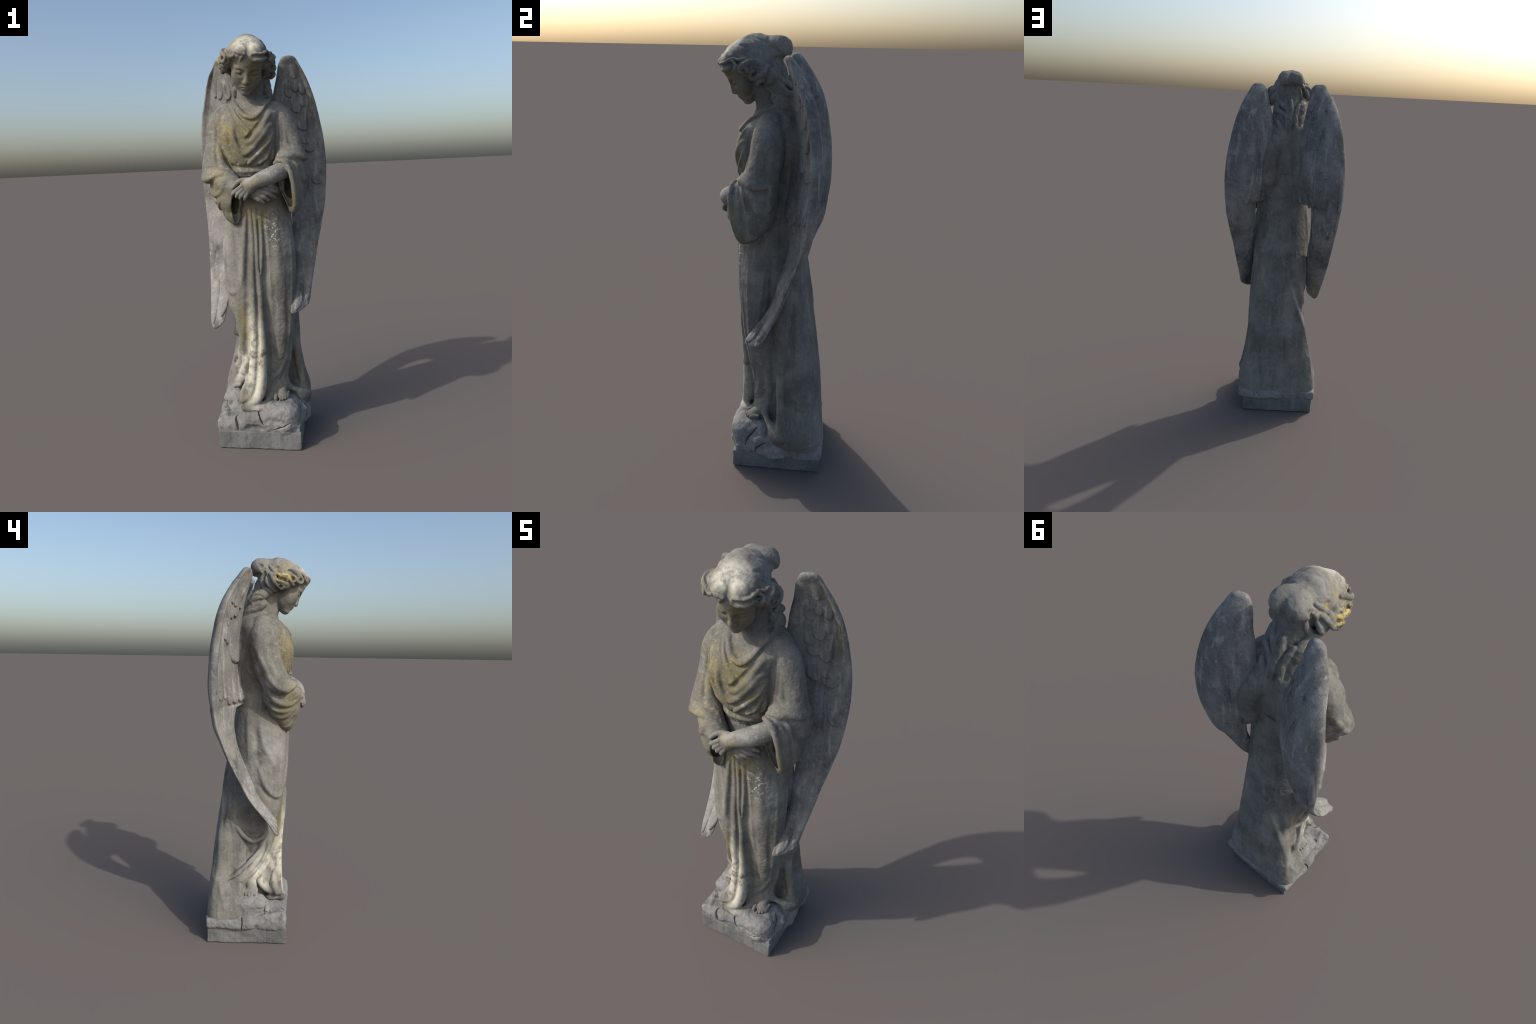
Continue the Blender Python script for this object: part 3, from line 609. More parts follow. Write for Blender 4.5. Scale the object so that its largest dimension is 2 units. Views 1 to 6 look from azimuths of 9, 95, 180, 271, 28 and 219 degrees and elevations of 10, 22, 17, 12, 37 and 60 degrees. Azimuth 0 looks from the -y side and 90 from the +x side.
def make_hair():
    p = Part("hair", (-0.16, -0.285, 1.6), (0.15, 0.14, 2.012))

    def e(a, b, c, r, k=0.0, R=None, cut=False):
        p.ball(hp(a, b, c), r, k, HR if R is None else HR @ R, cut)
    e(0, 0.024, -0.118, (0.090, 0.077, 0.110))                       # cap of hair
    for s in (-1, 1):
        e(0.034 * s, 0.060, -0.066, (0.044, 0.036, 0.062), 0.03)     # puffs beside the parting
        e(0.082 * s, 0.015, -0.085, (0.035, 0.042, 0.04), 0.015)
        e(0.095 * s, -0.022, -0.115, (0.028, 0.042, 0.045), 0.015)
        e(0.070 * s, -0.052, -0.150, (0.030, 0.035, 0.040), 0.015)
    p.ball((0.072, -0.055, 1.845), (0.030, 0.045, 0.040), 0.015)
    # knot of hair on the back of the head
    p.ball((0.020, 0.0, 1.950), (0.040, 0.044, 0.044), 0.012)
    p.ball((-0.040, -0.003, 1.950), (0.045, 0.044, 0.044), 0.012)
    p.ball((-0.012, -0.03, 1.964), (0.055, 0.045, 0.032), 0.02)
    # hair falling on the neck
    p.tube([(-0.01, -0.050, 1.90, 0.064), (-0.012, -0.028, 1.83, 0.058), (-0.015, 0.01, 1.76, 0.052), (-0.02, 0.045, 1.70, 0.045), (-0.025, 0.072, 1.645, 0.018)], 0.02)
    p.tube([(0.045, -0.04, 1.815, 0.022), (0.052, -0.005, 1.793, 0.028), (0.045, 0.02, 1.775, 0.024), (0.02, 0.05, 1.74, 0.02)], 0.006)
    p.tube([(0.055, -0.015, 1.765, 0.020), (0.058, 0.012, 1.745, 0.030), (0.045, 0.04, 1.715, 0.026), (0.015, 0.065, 1.68, 0.018)], 0.006)
    p.tube([(-0.080, -0.045, 1.825, 0.022), (-0.082, -0.005, 1.810, 0.030), (-0.075, 0.02, 1.785, 0.028), (-0.05, 0.05, 1.74, 0.02)], 0.006)
    p.tube([(-0.085, -0.03, 1.775, 0.018), (-0.085, 0.005, 1.758, 0.026), (-0.075, 0.04, 1.735, 0.026), (-0.05, 0.07, 1.69, 0.02)], 0.006)
    def lock(pts, r, k=0.004, lift=0.0):
        q = spline(pts)
        t = np.linspace(0, 1, len(q))
        rr = r * (0.55 + 0.45 * np.sin(np.pi * np.clip(t * 0.9 + 0.08, 0, 1)))
        p.tube(np.column_stack([p.snap(q), rr]), k, smooth=False)
    # curls swept back from the brow on her right
    lock([(-0.086, -0.204, 1.921), (-0.065, -0.219, 1.910), (-0.059, -0.222, 1.892), (-0.058, -0.216, 1.875)], 0.012)
    lock([(-0.100, -0.155, 1.930), (-0.113, -0.186, 1.917), (-0.105, -0.204, 1.902), (-0.080, -0.210, 1.883), (-0.095, -0.194, 1.867)], 0.013)
    lock([(-0.125, -0.120, 1.905), (-0.134, -0.144, 1.898), (-0.131, -0.155, 1.884), (-0.123, -0.167, 1.868), (-0.111, -0.172, 1.859)], 0.012)
    lock([(-0.115, -0.075, 1.910), (-0.139, -0.114, 1.897), (-0.140, -0.135, 1.893), (-0.138, -0.140, 1.880)], 0.012)
    lock([(-0.070, -0.039, 1.945), (-0.085, -0.057, 1.920), (-0.120, -0.071, 1.885), (-0.127, -0.089, 1.861), (-0.116, -0.111, 1.846), (-0.092, -0.127, 1.837)], 0.013)
    lock([(-0.075, -0.056, 1.950), (-0.095, -0.077, 1.925), (-0.126, -0.086, 1.898), (-0.133, -0.092, 1.881), (-0.138, -0.116, 1.872), (-0.130, -0.132, 1.862)], 0.012)
    lock([(-0.074, -0.013, 1.921), (-0.078, -0.013, 1.880), (-0.082, -0.027, 1.858), (-0.095, -0.050, 1.836), (-0.088, -0.077, 1.828), (-0.078, -0.099, 1.832)], 0.014)
    lock([(-0.078, -0.035, 1.930), (-0.105, -0.047, 1.885), (-0.110, -0.058, 1.856), (-0.098, -0.076, 1.843), (-0.084, -0.094, 1.838)], 0.011)
    # her left
    lock([(0.030, -0.248, 1.888), (0.056, -0.238, 1.888), (0.072, -0.212, 1.893), (0.082, -0.182, 1.905), (0.096, -0.157, 1.902), (0.100, -0.130, 1.908)], 0.010)
    lock([(0.015, -0.240, 1.880), (0.030, -0.230, 1.866), (0.055, -0.218, 1.872), (0.076, -0.190, 1.882), (0.095, -0.160, 1.880)], 0.011)
    lock([(0.100, -0.155, 1.868), (0.106, -0.132, 1.888), (0.100, -0.100, 1.900), (0.095, -0.070, 1.889)], 0.014)
    lock([(0.092, -0.110, 1.835), (0.096, -0.085, 1.842), (0.092, -0.058, 1.858), (0.084, -0.045, 1.885)], 0.013)
    lock([(0.055, -0.024, 1.895), (0.063, -0.028, 1.855), (0.062, -0.050, 1.826), (0.055, -0.080, 1.816)], 0.014)
    # fringe
    lock([(-0.002, -0.248, 1.890), (-0.016, -0.244, 1.880), (-0.026, -0.234, 1.866), (-0.030, -0.226, 1.856)], 0.006)
    lock([(-0.045, -0.245, 1.905), (-0.030, -0.256, 1.897), (-0.010, -0.254, 1.892), (0.002, -0.245, 1.884)], 0.009)
    # strands down the neck
    lock([(0.047, -0.007, 1.840), (0.019, 0.035, 1.809), (-0.002, 0.054, 1.783), (-0.011, 0.063, 1.755)], 0.018, 0.003)
    lock([(0.060, 0.031, 1.778), (0.020, 0.055, 1.768), (-0.002, 0.075, 1.740), (-0.004, 0.088, 1.703), (0.004, 0.091, 1.665)], 0.018, 0.003)
    lock([(-0.019, 0.037, 1.838), (-0.021, 0.056, 1.784), (-0.018, 0.082, 1.730), (-0.021, 0.092, 1.670)], 0.018, 0.003)
    lock([(-0.063, 0.029, 1.813), (-0.050, 0.055, 1.772), (-0.043, 0.067, 1.750), (-0.048, 0.085, 1.705), (-0.045, 0.094, 1.650)], 0.018, 0.003)
    lock([(0.045, 0.06, 1.72), (0.035, 0.08, 1.69), (0.022, 0.085, 1.655)], 0.018, 0.003)
    # ringlets piled round the brow and temples
    mid = hp(0, 0.0, -0.11)
    for n, c in enumerate([(-0.062, -0.232, 1.898), (-0.098, -0.200, 1.893), (-0.126, -0.160, 1.882), (-0.122, -0.110, 1.858), (-0.092, -0.070, 1.838),
                           (0.090, -0.188, 1.886), (0.104, -0.145, 1.876), (0.100, -0.100, 1.852), (0.076, -0.062, 1.832)]):
        c = p.snap(V([c]))[0]
        out = (c - mid) / np.linalg.norm(c - mid)
        u = np.cross(out, V([0.3, 0.2, 1.0]))
        u /= np.linalg.norm(u)
        v = np.cross(out, u)
        t = np.linspace(0.5 * n, 0.5 * n + 5.4, 16)
        rad = np.linspace(0.017, 0.010, 16) * (1 + 0.15 * math.sin(1.7 * n))
        q = c + out * 0.001 + (np.cos(t) * rad)[:, None] * u * 1.2 + (np.sin(t) * rad)[:, None] * v * 0.85
        p.tube(np.column_stack([q, np.linspace(0.0085, 0.0055, 16)]), 0.002, smooth=False)
        p.ball(c + out * 0.004, 0.0065, 0.003, cut=True)
    for g in ([(-0.106, -0.03, 1.80), (-0.108, 0.0, 1.812), (-0.09, 0.03, 1.80)], [(-0.106, -0.02, 1.835), (-0.1, 0.01, 1.838), (-0.08, 0.035, 1.82)],
              [(-0.10, -0.025, 1.79), (-0.105, 0.0, 1.785), (-0.09, 0.03, 1.78)], [(-0.105, -0.015, 1.765), (-0.11, 0.01, 1.758), (-0.095, 0.045, 1.745)],
              [(0.075, -0.02, 1.80), (0.08, 0.0, 1.80), (0.07, 0.02, 1.79)], [(0.08, -0.005, 1.757), (0.088, 0.012, 1.752), (0.08, 0.04, 1.74)]):
        p.fold(g, 0.005, -0.007, (0.3, 0.3))
    # combed lines over the crown
    for i, c in enumerate((-0.035, -0.060, -0.085, -0.110, -0.135, -0.160, -0.185)):
        for s in (-1, 1):
            w = 0.008 * math.sin(2.3 * i + s)
            p.fold([hp(s * 0.014, 0.098, c - 0.01), hp(s * 0.046, 0.092, c + w), hp(s * 0.076, 0.066, c - 0.012 - w), hp(s * 0.092, 0.028, c - 0.020 + w)], 0.006, -0.0038, (0.3, 0.3))
    # grooves between locks
    for g in ([(0.002, -0.181, 1.984), (0.010, -0.211, 1.955), (0.014, -0.235, 1.924), (0.012, -0.243, 1.899), (0.009, -0.242, 1.88)],):
        p.fold(g, 0.007, -0.010, (0.4, 0.0))
    for g in ([(-0.080, -0.057, 1.913), (-0.125, -0.067, 1.875), (-0.120, -0.089, 1.851), (-0.095, -0.112, 1.838)],
              [(-0.080, -0.030, 1.905), (-0.090, -0.035, 1.871), (-0.095, -0.056, 1.841), (-0.082, -0.085, 1.832)],
              [(-0.120, -0.080, 1.905), (-0.136, -0.097, 1.889), (-0.142, -0.118, 1.884), (-0.140, -0.136, 1.882)],
              [(-0.128, -0.135, 1.910), (-0.131, -0.155, 1.888), (-0.120, -0.172, 1.874)],
              [(-0.105, -0.165, 1.930), (-0.108, -0.190, 1.922), (-0.085, -0.212, 1.905), (-0.075, -0.210, 1.884)],
              [(0.050, -0.243, 1.898), (0.068, -0.229, 1.898), (0.077, -0.205, 1.907)],
              [(0.030, -0.241, 1.884), (0.050, -0.235, 1.879), (0.068, -0.211, 1.883), (0.082, -0.177, 1.894), (0.103, -0.147, 1.894)],
              [(0.098, -0.110, 1.850), (0.101, -0.085, 1.864), (0.097, -0.069, 1.870)],
              [(0.058, -0.038, 1.914), (0.072, -0.037, 1.880), (0.075, -0.045, 1.846), (0.060, -0.075, 1.822)],
              [(0.039, 0.019, 1.808), (0.007, 0.055, 1.785), (-0.008, 0.070, 1.757)],
              [(0.029, 0.056, 1.762), (0.006, 0.075, 1.743), (-0.011, 0.088, 1.716), (-0.010, 0.095, 1.675)],
              [(-0.033, 0.060, 1.784), (-0.032, 0.080, 1.735), (-0.033, 0.092, 1.68)]):
        p.fold(g, 0.005, -0.010, (0.2, 0.2))
    p.fold([(0.000, -0.052, 1.992), (0.035, -0.048, 1.980), (0.048, -0.035, 1.955), (0.055, -0.012, 1.935), (0.046, 0.008, 1.912)], 0.006, -0.012, (0.3, 0.1))
    p.fold([(-0.011, 0.045, 1.985), (-0.012, 0.040, 1.95), (-0.014, 0.035, 1.915)], 0.012, -0.010, (0.5, 0.0))
    p.fold([(0.055, -0.015, 1.912), (0.035, 0.012, 1.903), (-0.010, 0.022, 1.902), (-0.060, 0.012, 1.905), (-0.082, -0.012, 1.912)], 0.010, -0.016, (0.1, 0.1))
    p.ball((-0.085, -0.014, 1.950), 0.012, 0.006, cut=True)          # eye of the knot
    p.ball((-0.009, -0.243, 1.943), 0.005, 0.003, cut=True)          # dowel hole above the brow
    for c in ((-0.070, -0.067, 1.978), (-0.089, -0.100, 1.966), (-0.095, -0.092, 1.943)):
        p.ball(c, 0.006, 0.004, cut=True)
    p.rough(0.0016, 55, 2)
    return p


def make_feet():
    a = Part("foot", (0.0, -0.18, 0.2), (0.16, 0.03, 0.33))
    a.tube([(0.075, -0.02, 0.285, 0.032), (0.078, -0.060, 0.266, 0.030), (0.083, -0.088, 0.252, 0.024)], squash=((0, 0, 1), 1.15))
    a.ball((0.088, -0.085, 0.250), (0.036, 0.030, 0.017), 0.010)
    for i, (x, y, r) in enumerate(((0.056, -0.113, 0.0125), (0.078, -0.122, 0.0085), (0.091, -0.118, 0.0080), (0.103, -0.110, 0.0078), (0.114, -0.098, 0.0075))):
        a.tube([(x + 0.002, y + 0.035, 0.257, r), (x, y + 0.010, 0.253, r * 0.95), (x, y - 0.004, 0.245, r * 0.85)], 0.003)
    a.fold([(0.0675, -0.13, 0.25), (0.068, -0.10, 0.265), (0.069, -0.085, 0.27)], 0.004, -0.008, (0.0, 0.5))
    b = Part("foot", (-0.22, -0.1, 0.2), (-0.08, 0.09, 0.36))
    b.tube([(-0.125, 0.02, 0.315, 0.032), (-0.150, 0.012, 0.288, 0.028), (-0.165, 0.012, 0.268, 0.022)])
    b.ball((-0.158, 0.024, 0.266), (0.028, 0.042, 0.020), 0.010)
    for x, y, r in ((-0.178, -0.010, 0.0120), (-0.185, 0.010, 0.0090), (-0.186, 0.026, 0.0088), (-0.183, 0.042, 0.0085), (-0.176, 0.057, 0.0080)):
        b.tube([(x + 0.03, y, 0.272, r), (x + 0.008, y, 0.266, r * 0.95), (x - 0.004, y, 0.256, r * 0.85)], 0.003)
    return a, b


def build_parts():
    parts = [make_plinth(), make_rock(), make_robe(), make_bodice(), make_girdle(), *make_sleeves(), *make_hands(),
             make_neck(), make_head(), make_hair(), *make_feet()]
    return parts


def merge(parts):
    d = np.full(N, 1.0, np.float32)
    lab = np.zeros(N, np.int8)
    for n, p in enumerate(parts):
        sl = tuple(slice(int(a), int(b)) for a, b in zip(p.i0, p.i1))
        lab[sl] = np.where(p.d < d[sl], n, lab[sl])
        d[sl] = smin(d[sl], p.d, 0.004)
        p.d = None
    # creases that run across the joints of parts: armpits, chin and cuffs
    whole = Part("whole", LO, HI)
    whole.d = d
    for line, w, h in (([(-0.146, -0.100, 1.655), (-0.152, -0.130, 1.582), (-0.150, -0.122, 1.516), (-0.131, -0.118, 1.444), (-0.114, -0.112, 1.400)], 0.008, -0.013),
                       ([(-0.168, -0.100, 1.62), (-0.180, -0.115, 1.54), (-0.178, -0.13, 1.47), (-0.165, -0.15, 1.425)], 0.007, -0.006),
                       ([(0.104, -0.100, 1.640), (0.112, -0.115, 1.582), (0.107, -0.115, 1.526), (0.101, -0.110, 1.470)], 0.008, -0.014),
                       ([(0.128, -0.095, 1.62), (0.136, -0.105, 1.56), (0.138, -0.115, 1.50)], 0.007, -0.006)):
        whole.fold(line, w, h, (0.3, 0.15))
    return whole.d, lab


def surface_nets(d):
    """Quads around every grid edge that crosses the skin."""
    s = d < 0
    c = s[:-1, :-1, :-1].astype(np.int8)
    for i, j, k in ((1, 0, 0), (0, 1, 0), (0, 0, 1), (1, 1, 0), (1, 0, 1), (0, 1, 1), (1, 1, 1)):
        c += s[i:s.shape[0] - 1 + i, j:s.shape[1] - 1 + j, k:s.shape[2] - 1 + k]
    cells = np.nonzero((c > 0) & (c < 8))
    del c
    ids = np.full(V(d.shape) - 1, -1, np.int32)
    ids[cells] = np.arange(len(cells[0]), dtype=np.int32)
    cv = {}
    for i in (0, 1):
        for j in (0, 1):
            for k in (0, 1):
                cv[i, j, k] = d[cells[0] + i, cells[1] + j, cells[2] + k].astype(np.float64)
    acc = np.zeros((len(cells[0]), 3))
    cnt = np.zeros(len(cells[0]))
    for a in cv:
        for ax in range(3):
            if a[ax]:
                continue
            b = list(a)
            b[ax] = 1
            va, vb = cv[a], cv[tuple(b)]
            hit = (va < 0) != (vb < 0)
            t = np.where(hit, va / np.where(hit, va - vb, 1), 0)
            p = np.empty((len(t), 3))
            p[:] = a
            p[:, ax] = t
            acc += p * hit[:, None]
            cnt += hit
    verts = LO + H * (np.stack(cells, 1) + acc / cnt[:, None])
    quads = []
    for ax in range(3):
        o = [slice(1, -1)] * 3
        o[ax] = slice(0, -1)
        sa = s[tuple(o)]
        o[ax] = slice(1, None)
        sb = s[tuple(o)]
        e = np.nonzero(sa != sb)
        flip = sa[e]
        base = np.stack(e, 1)
        u, v = (ax + 1) % 3, (ax + 2) % 3
        base[:, u] += 1
        base[:, v] += 1
        q = []
        for du, dv in ((1, 1), (0, 1), (0, 0), (1, 0)):
            w = base.copy()
            w[:, u] -= du
            w[:, v] -= dv
            q.append(ids[w[:, 0], w[:, 1], w[:, 2]])
        q = np.stack(q, 1)
        q[~flip] = q[~flip][:, ::-1]
        quads.append(q)
    return verts, np.vstack(quads), cells


# ------------------------------------------------------------------ wings
# rows: z, inner x, inner y, outer x, outer y, half thickness, backward bow
WING_RIGHT = [(1.931, 0.172, 0.050, 0.188, 0.055, 0.004, 0.0), (1.927, 0.150, 0.040, 0.200, 0.060, 0.014, 0.0),
              (1.90, 0.128, 0.032, 0.215, 0.075, 0.022, 0.012), (1.85, 0.120, 0.048, 0.250, 0.108, 0.025, 0.018),
              (1.75, 0.100, 0.075, 0.287, 0.157, 0.029, 0.026), (1.65, 0.085, 0.085, 0.312, 0.182, 0.034, 0.028),
              (1.50, 0.065, 0.082, 0.332, 0.204, 0.037, 0.032), (1.37, 0.068, 0.060, 0.333, 0.214, 0.037, 0.034),
              (1.31, 0.080, 0.054, 0.331, 0.210, 0.036, 0.034), (1.282, 0.088, 0.062, 0.329, 0.206, 0.032, 0.034),
              (1.262, 0.165, 0.102, 0.327, 0.204, 0.026, 0.032), (1.18, 0.170, 0.112, 0.320, 0.190, 0.022, 0.028),
              (1.10, 0.170, 0.101, 0.309, 0.162, 0.018, 0.020),
              (1.00, 0.163, 0.070, 0.299, 0.123, 0.016, 0.016), (0.90, 0.162, 0.025, 0.290, 0.074, 0.015, 0.010),
              (0.80, 0.165, -0.018, 0.280, 0.020, 0.014, 0.008), (0.72, 0.176, -0.075, 0.269, -0.042, 0.013, 0.004),
              (0.66, 0.185, -0.115, 0.262, -0.087, 0.012, 0.002), (0.622, 0.215, -0.122, 0.252, -0.108, 0.010, 0.0),
              (0.612, 0.230, -0.120, 0.242, -0.115, 0.004, 0.0)]
WING_LEFT = [(1.924, 0.152, 0.036, 0.175, 0.040, 0.004, 0.0), (1.918, 0.132, 0.031, 0.190, 0.046, 0.014, 0.0),
             (1.88, 0.112, 0.038, 0.214, 0.064, 0.020, 0.012), (1.82, 0.098, 0.055, 0.245, 0.094, 0.022, 0.020),
             (1.75, 0.080, 0.064, 0.272, 0.122, 0.025, 0.028), (1.65, 0.065, 0.072, 0.297, 0.147, 0.028, 0.032),
             (1.50, 0.050, 0.048, 0.322, 0.162, 0.032, 0.038), (1.37, 0.055, 0.030, 0.329, 0.157, 0.033, 0.040),
             (1.31, 0.070, 0.022, 0.327, 0.150, 0.033, 0.040), (1.282, 0.082, 0.026, 0.325, 0.145, 0.030, 0.038),
             (1.262, 0.152, 0.060, 0.323, 0.140, 0.026, 0.034), (1.18, 0.154, 0.066, 0.314, 0.122, 0.022, 0.028),
             (1.10, 0.155, 0.050, 0.300, 0.092, 0.018, 0.018),
             (1.00, 0.155, 0.022, 0.280, 0.060, 0.016, 0.014), (0.90, 0.160, -0.005, 0.263, 0.028, 0.015, 0.008),
             (0.80, 0.158, -0.062, 0.246, -0.012, 0.013, 0.004), (0.73, 0.150, -0.106, 0.235, -0.046, 0.012, 0.002),
             (0.70, 0.148, -0.122, 0.200, -0.080, 0.010, 0.0), (0.69, 0.152, -0.124, 0.170, -0.110, 0.004, 0.0)]


class Wing:
    def __init__(self, rows, side):
        self.R = np.asarray(rows, float)[::-1]
        self.side = side

    def at(self, z, s, w):
        """Point at height z, s from inner (0) to outer edge (1), w -1 front .. 1 back."""
        z, s, w = np.broadcast_arrays(*[np.asarray(q, float) for q in (z, s, w)])
        g = [hermite(z, self.R[:, 0], self.R[:, n]) for n in range(1, 7)]
        xi, yi, xo, yo, th, bow = g
        t = th * (4 * s * (1 - s)) ** 0.45 * w
        nx, ny = -(yo - yi), xo - xi
        L = np.sqrt(nx * nx + ny * ny) + 1e-9
        x = xi + (xo - xi) * s + nx / L * t
        y = yi + (yo - yi) * s + ny / L * t + bow * 4 * s * (1 - s)
        return np.stack([self.side * x, y, z], -1)

    def relief(self, z, s):
        """Height of the carved front face: a rounded rim and a channel behind it."""
        rim = 0.006 * np.exp(-((s - 0.93) / 0.05) ** 2) - 0.006 * np.exp(-((s - 0.78) / 0.07) ** 2)
        fade = np.clip((z - 1.28) / 0.1, 0, 1) * np.clip((1.91 - z) / 0.05, 0, 1)
        quill = 0.0006 * np.sin(s * 30 + 3 * np.sin(z * 9)) * np.clip((1.28 - z) / 0.1, 0, 1) * np.clip((z - 0.68) / 0.08, 0, 1)
        return rim * fade + quill

    def front(self, z, s, h=0.0):
        """Point on the carved front face, raised by h along the face normal."""
        p = self.at(z, s, -1.0)
        e = 0.004
        a = self.at(z, np.clip(s + e, 0.01, 0.99), -1.0) - self.at(z, np.clip(s - e, 0.01, 0.99), -1.0)
        b = self.at(z + e, s, -1.0) - self.at(z - e, s, -1.0)
        n = np.cross(a, b) * self.side
        n /= np.linalg.norm(n, axis=-1, keepdims=True) + 1e-9
        h = np.asarray(h + self.relief(z, s))
        return p + n * h[..., None]

    def mesh(self, nz=420, nt=220):
        z0, z1 = self.R[0, 0], self.R[-1, 0]
        z = np.linspace(z0, z1, nz)[:, None]
        th = np.linspace(0, 2 * np.pi, nt, endpoint=False)[None, :]
        s = (1 - np.cos(th)) / 2 + 0 * z
        P = self.at(z, s, np.where(th < np.pi, -1.0, 1.0) * np.ones_like(z))
        F = self.front(z + 0 * th, np.clip(s, 0.002, 0.998))
        w = (np.clip(s / 0.03, 0, 1) * np.clip((1 - s) / 0.03, 0, 1) * (th < np.pi))[..., None]
        P = P * (1 - w) + F * w
        bump = vnoise(P[..., 0] + 2, P[..., 1], P[..., 2], 14) * 0.0014 + vnoise(P[..., 0], P[..., 1] + 1, P[..., 2], 55) * 0.0005
        c = P.mean(1, keepdims=True)
        d = P - c
        P = P + d / (np.linalg.norm(d, axis=-1, keepdims=True) + 1e-6) * bump[..., None] * np.clip(np.abs(z - z0) / 0.05, 0, 1)[..., None]
        v = np.vstack([P.reshape(-1, 3), P[0].mean(0)[None], P[-1].mean(0)[None]])
        i, j = np.meshgrid(np.arange(nz - 1), np.arange(nt), indexing="ij")
        j1 = (j + 1) % nt
        q = np.stack([i * nt + j, i * nt + j1, (i + 1) * nt + j1, (i + 1) * nt + j], -1).reshape(-1, 4)
        k = np.arange(nt)
        k1 = (k + 1) % nt
        t = np.vstack([np.stack([k1, k, np.full(nt, nz * nt)], 1), np.stack([(nz - 1) * nt + k, (nz - 1) * nt + k1, np.full(nt, nz * nt + 1)], 1)])
        return (v, q, t) if self.side > 0 else (v, q[:, ::-1], t[:, ::-1])

    def feather(self, s0, z_end, half, length, lift, lean=0.0, nu=44, nv=22):
        """One carved feather on the front face: root fades in, tip rounded and undercut."""
        u = np.linspace(0, 1, nu)[:, None]
        v = np.linspace(-1, 1, nv)[None, :]
        tip = np.clip((u - 0.70) / 0.30, 0, 1)
        wide = half * np.sqrt(np.maximum(1 - tip ** 2.2, 0.0)) * (0.75 + 0.25 * np.clip(u / 0.4, 0, 1))
        s = np.clip(s0 + lean * (u - 1) + wide * v, 0.012, 0.985)
        z = np.clip(z_end + length * (1 - u) + 0 * v, self.R[0, 0] + 0.004, self.R[-1, 0] - 0.004)
        edge = np.sqrt(np.maximum(1 - np.abs(v) ** 3.0, 0)) * np.where(u > 0.97, np.sqrt(np.maximum(1 - ((u - 0.97) / 0.03) ** 2, 0)), 1.0)
        vane = 0.12 * np.exp(-(v / 0.10) ** 2)
        h = lift * np.clip(u * 1.1, 0, 1) ** 1.6 * (edge * (1 + vane)) - 0.003 * (1 - edge) - 0.002 * (1 - np.clip(u * 6, 0, 1))
        P = self.front(z, s, h)
        B = self.front(z, s, np.full_like(h, -0.006))
        top = np.arange(nu * nv).reshape(nu, nv)
        bot = top + nu * nv
        q = [np.stack([top[:-1, :-1], top[:-1, 1:], top[1:, 1:], top[1:, :-1]], -1).reshape(-1, 4),
             np.stack([bot[:-1, :-1], bot[1:, :-1], bot[1:, 1:], bot[:-1, 1:]], -1).reshape(-1, 4)]
        loop = np.concatenate([top[0, :-1], top[:-1, -1], top[-1, :0:-1], top[:0:-1, 0]])
        nxt = np.roll(loop, -1)
        q.append(np.stack([nxt, loop, loop + nu * nv, nxt + nu * nv], -1))
        q = np.vstack(q)
        if self.side > 0:
            q = q[:, ::-1]
        return np.vstack([P.reshape(-1, 3), B.reshape(-1, 3)]), q


# feathers: across (0 inner .. 1 outer), height of the tip, half width, length, lift, lean
FEATHERS_RIGHT = [
    (0.74, 0.628, 0.24, 0.40, 0.006, 0.02), (0.24, 0.668, 0.26, 0.22, 0.008, 0.02), (0.30, 0.800, 0.26, 0.30, 0.004, 0.02), (0.80, 0.930, 0.16, 0.30, 0.003, 0.0),
    (0.74, 1.300, 0.11, 0.24, 0.007, 0.04), (0.60, 1.305, 0.10, 0.26, 0.008, 0.04), (0.86, 1.335, 0.07, 0.20, 0.005, 0.02),
    (0.46, 1.278, 0.11, 0.27, 0.011, 0.05), (0.33, 1.284, 0.11, 0.27, 0.013, 0.05), (0.20, 1.290, 0.10, 0.26, 0.012, 0.04), (0.09, 1.294, 0.08, 0.22, 0.010, 0.02),
    (0.27, 1.48, 0.2125, 0.27, 0.0156, 0.05), (0.1, 1.475, 0.1125, 0.22, 0.0104, 0.02),
    (0.66, 1.588, 0.0875, 0.13, 0.0091, 0.03), (0.56, 1.572, 0.075, 0.13, 0.0091, 0.03),
    (0.5, 1.69, 0.1, 0.13, 0.0078, 0), (0.36, 1.7, 0.125, 0.15, 0.0104, 0), (0.44, 1.748, 0.125, 0.11, 0.0117, 0), (0.22, 1.742, 0.125, 0.13, 0.0091, 0),
    (0.62, 1.655, 0.0875, 0.12, 0.0078, 0), (0.6, 1.76, 0.1, 0.11, 0.0078, 0)]
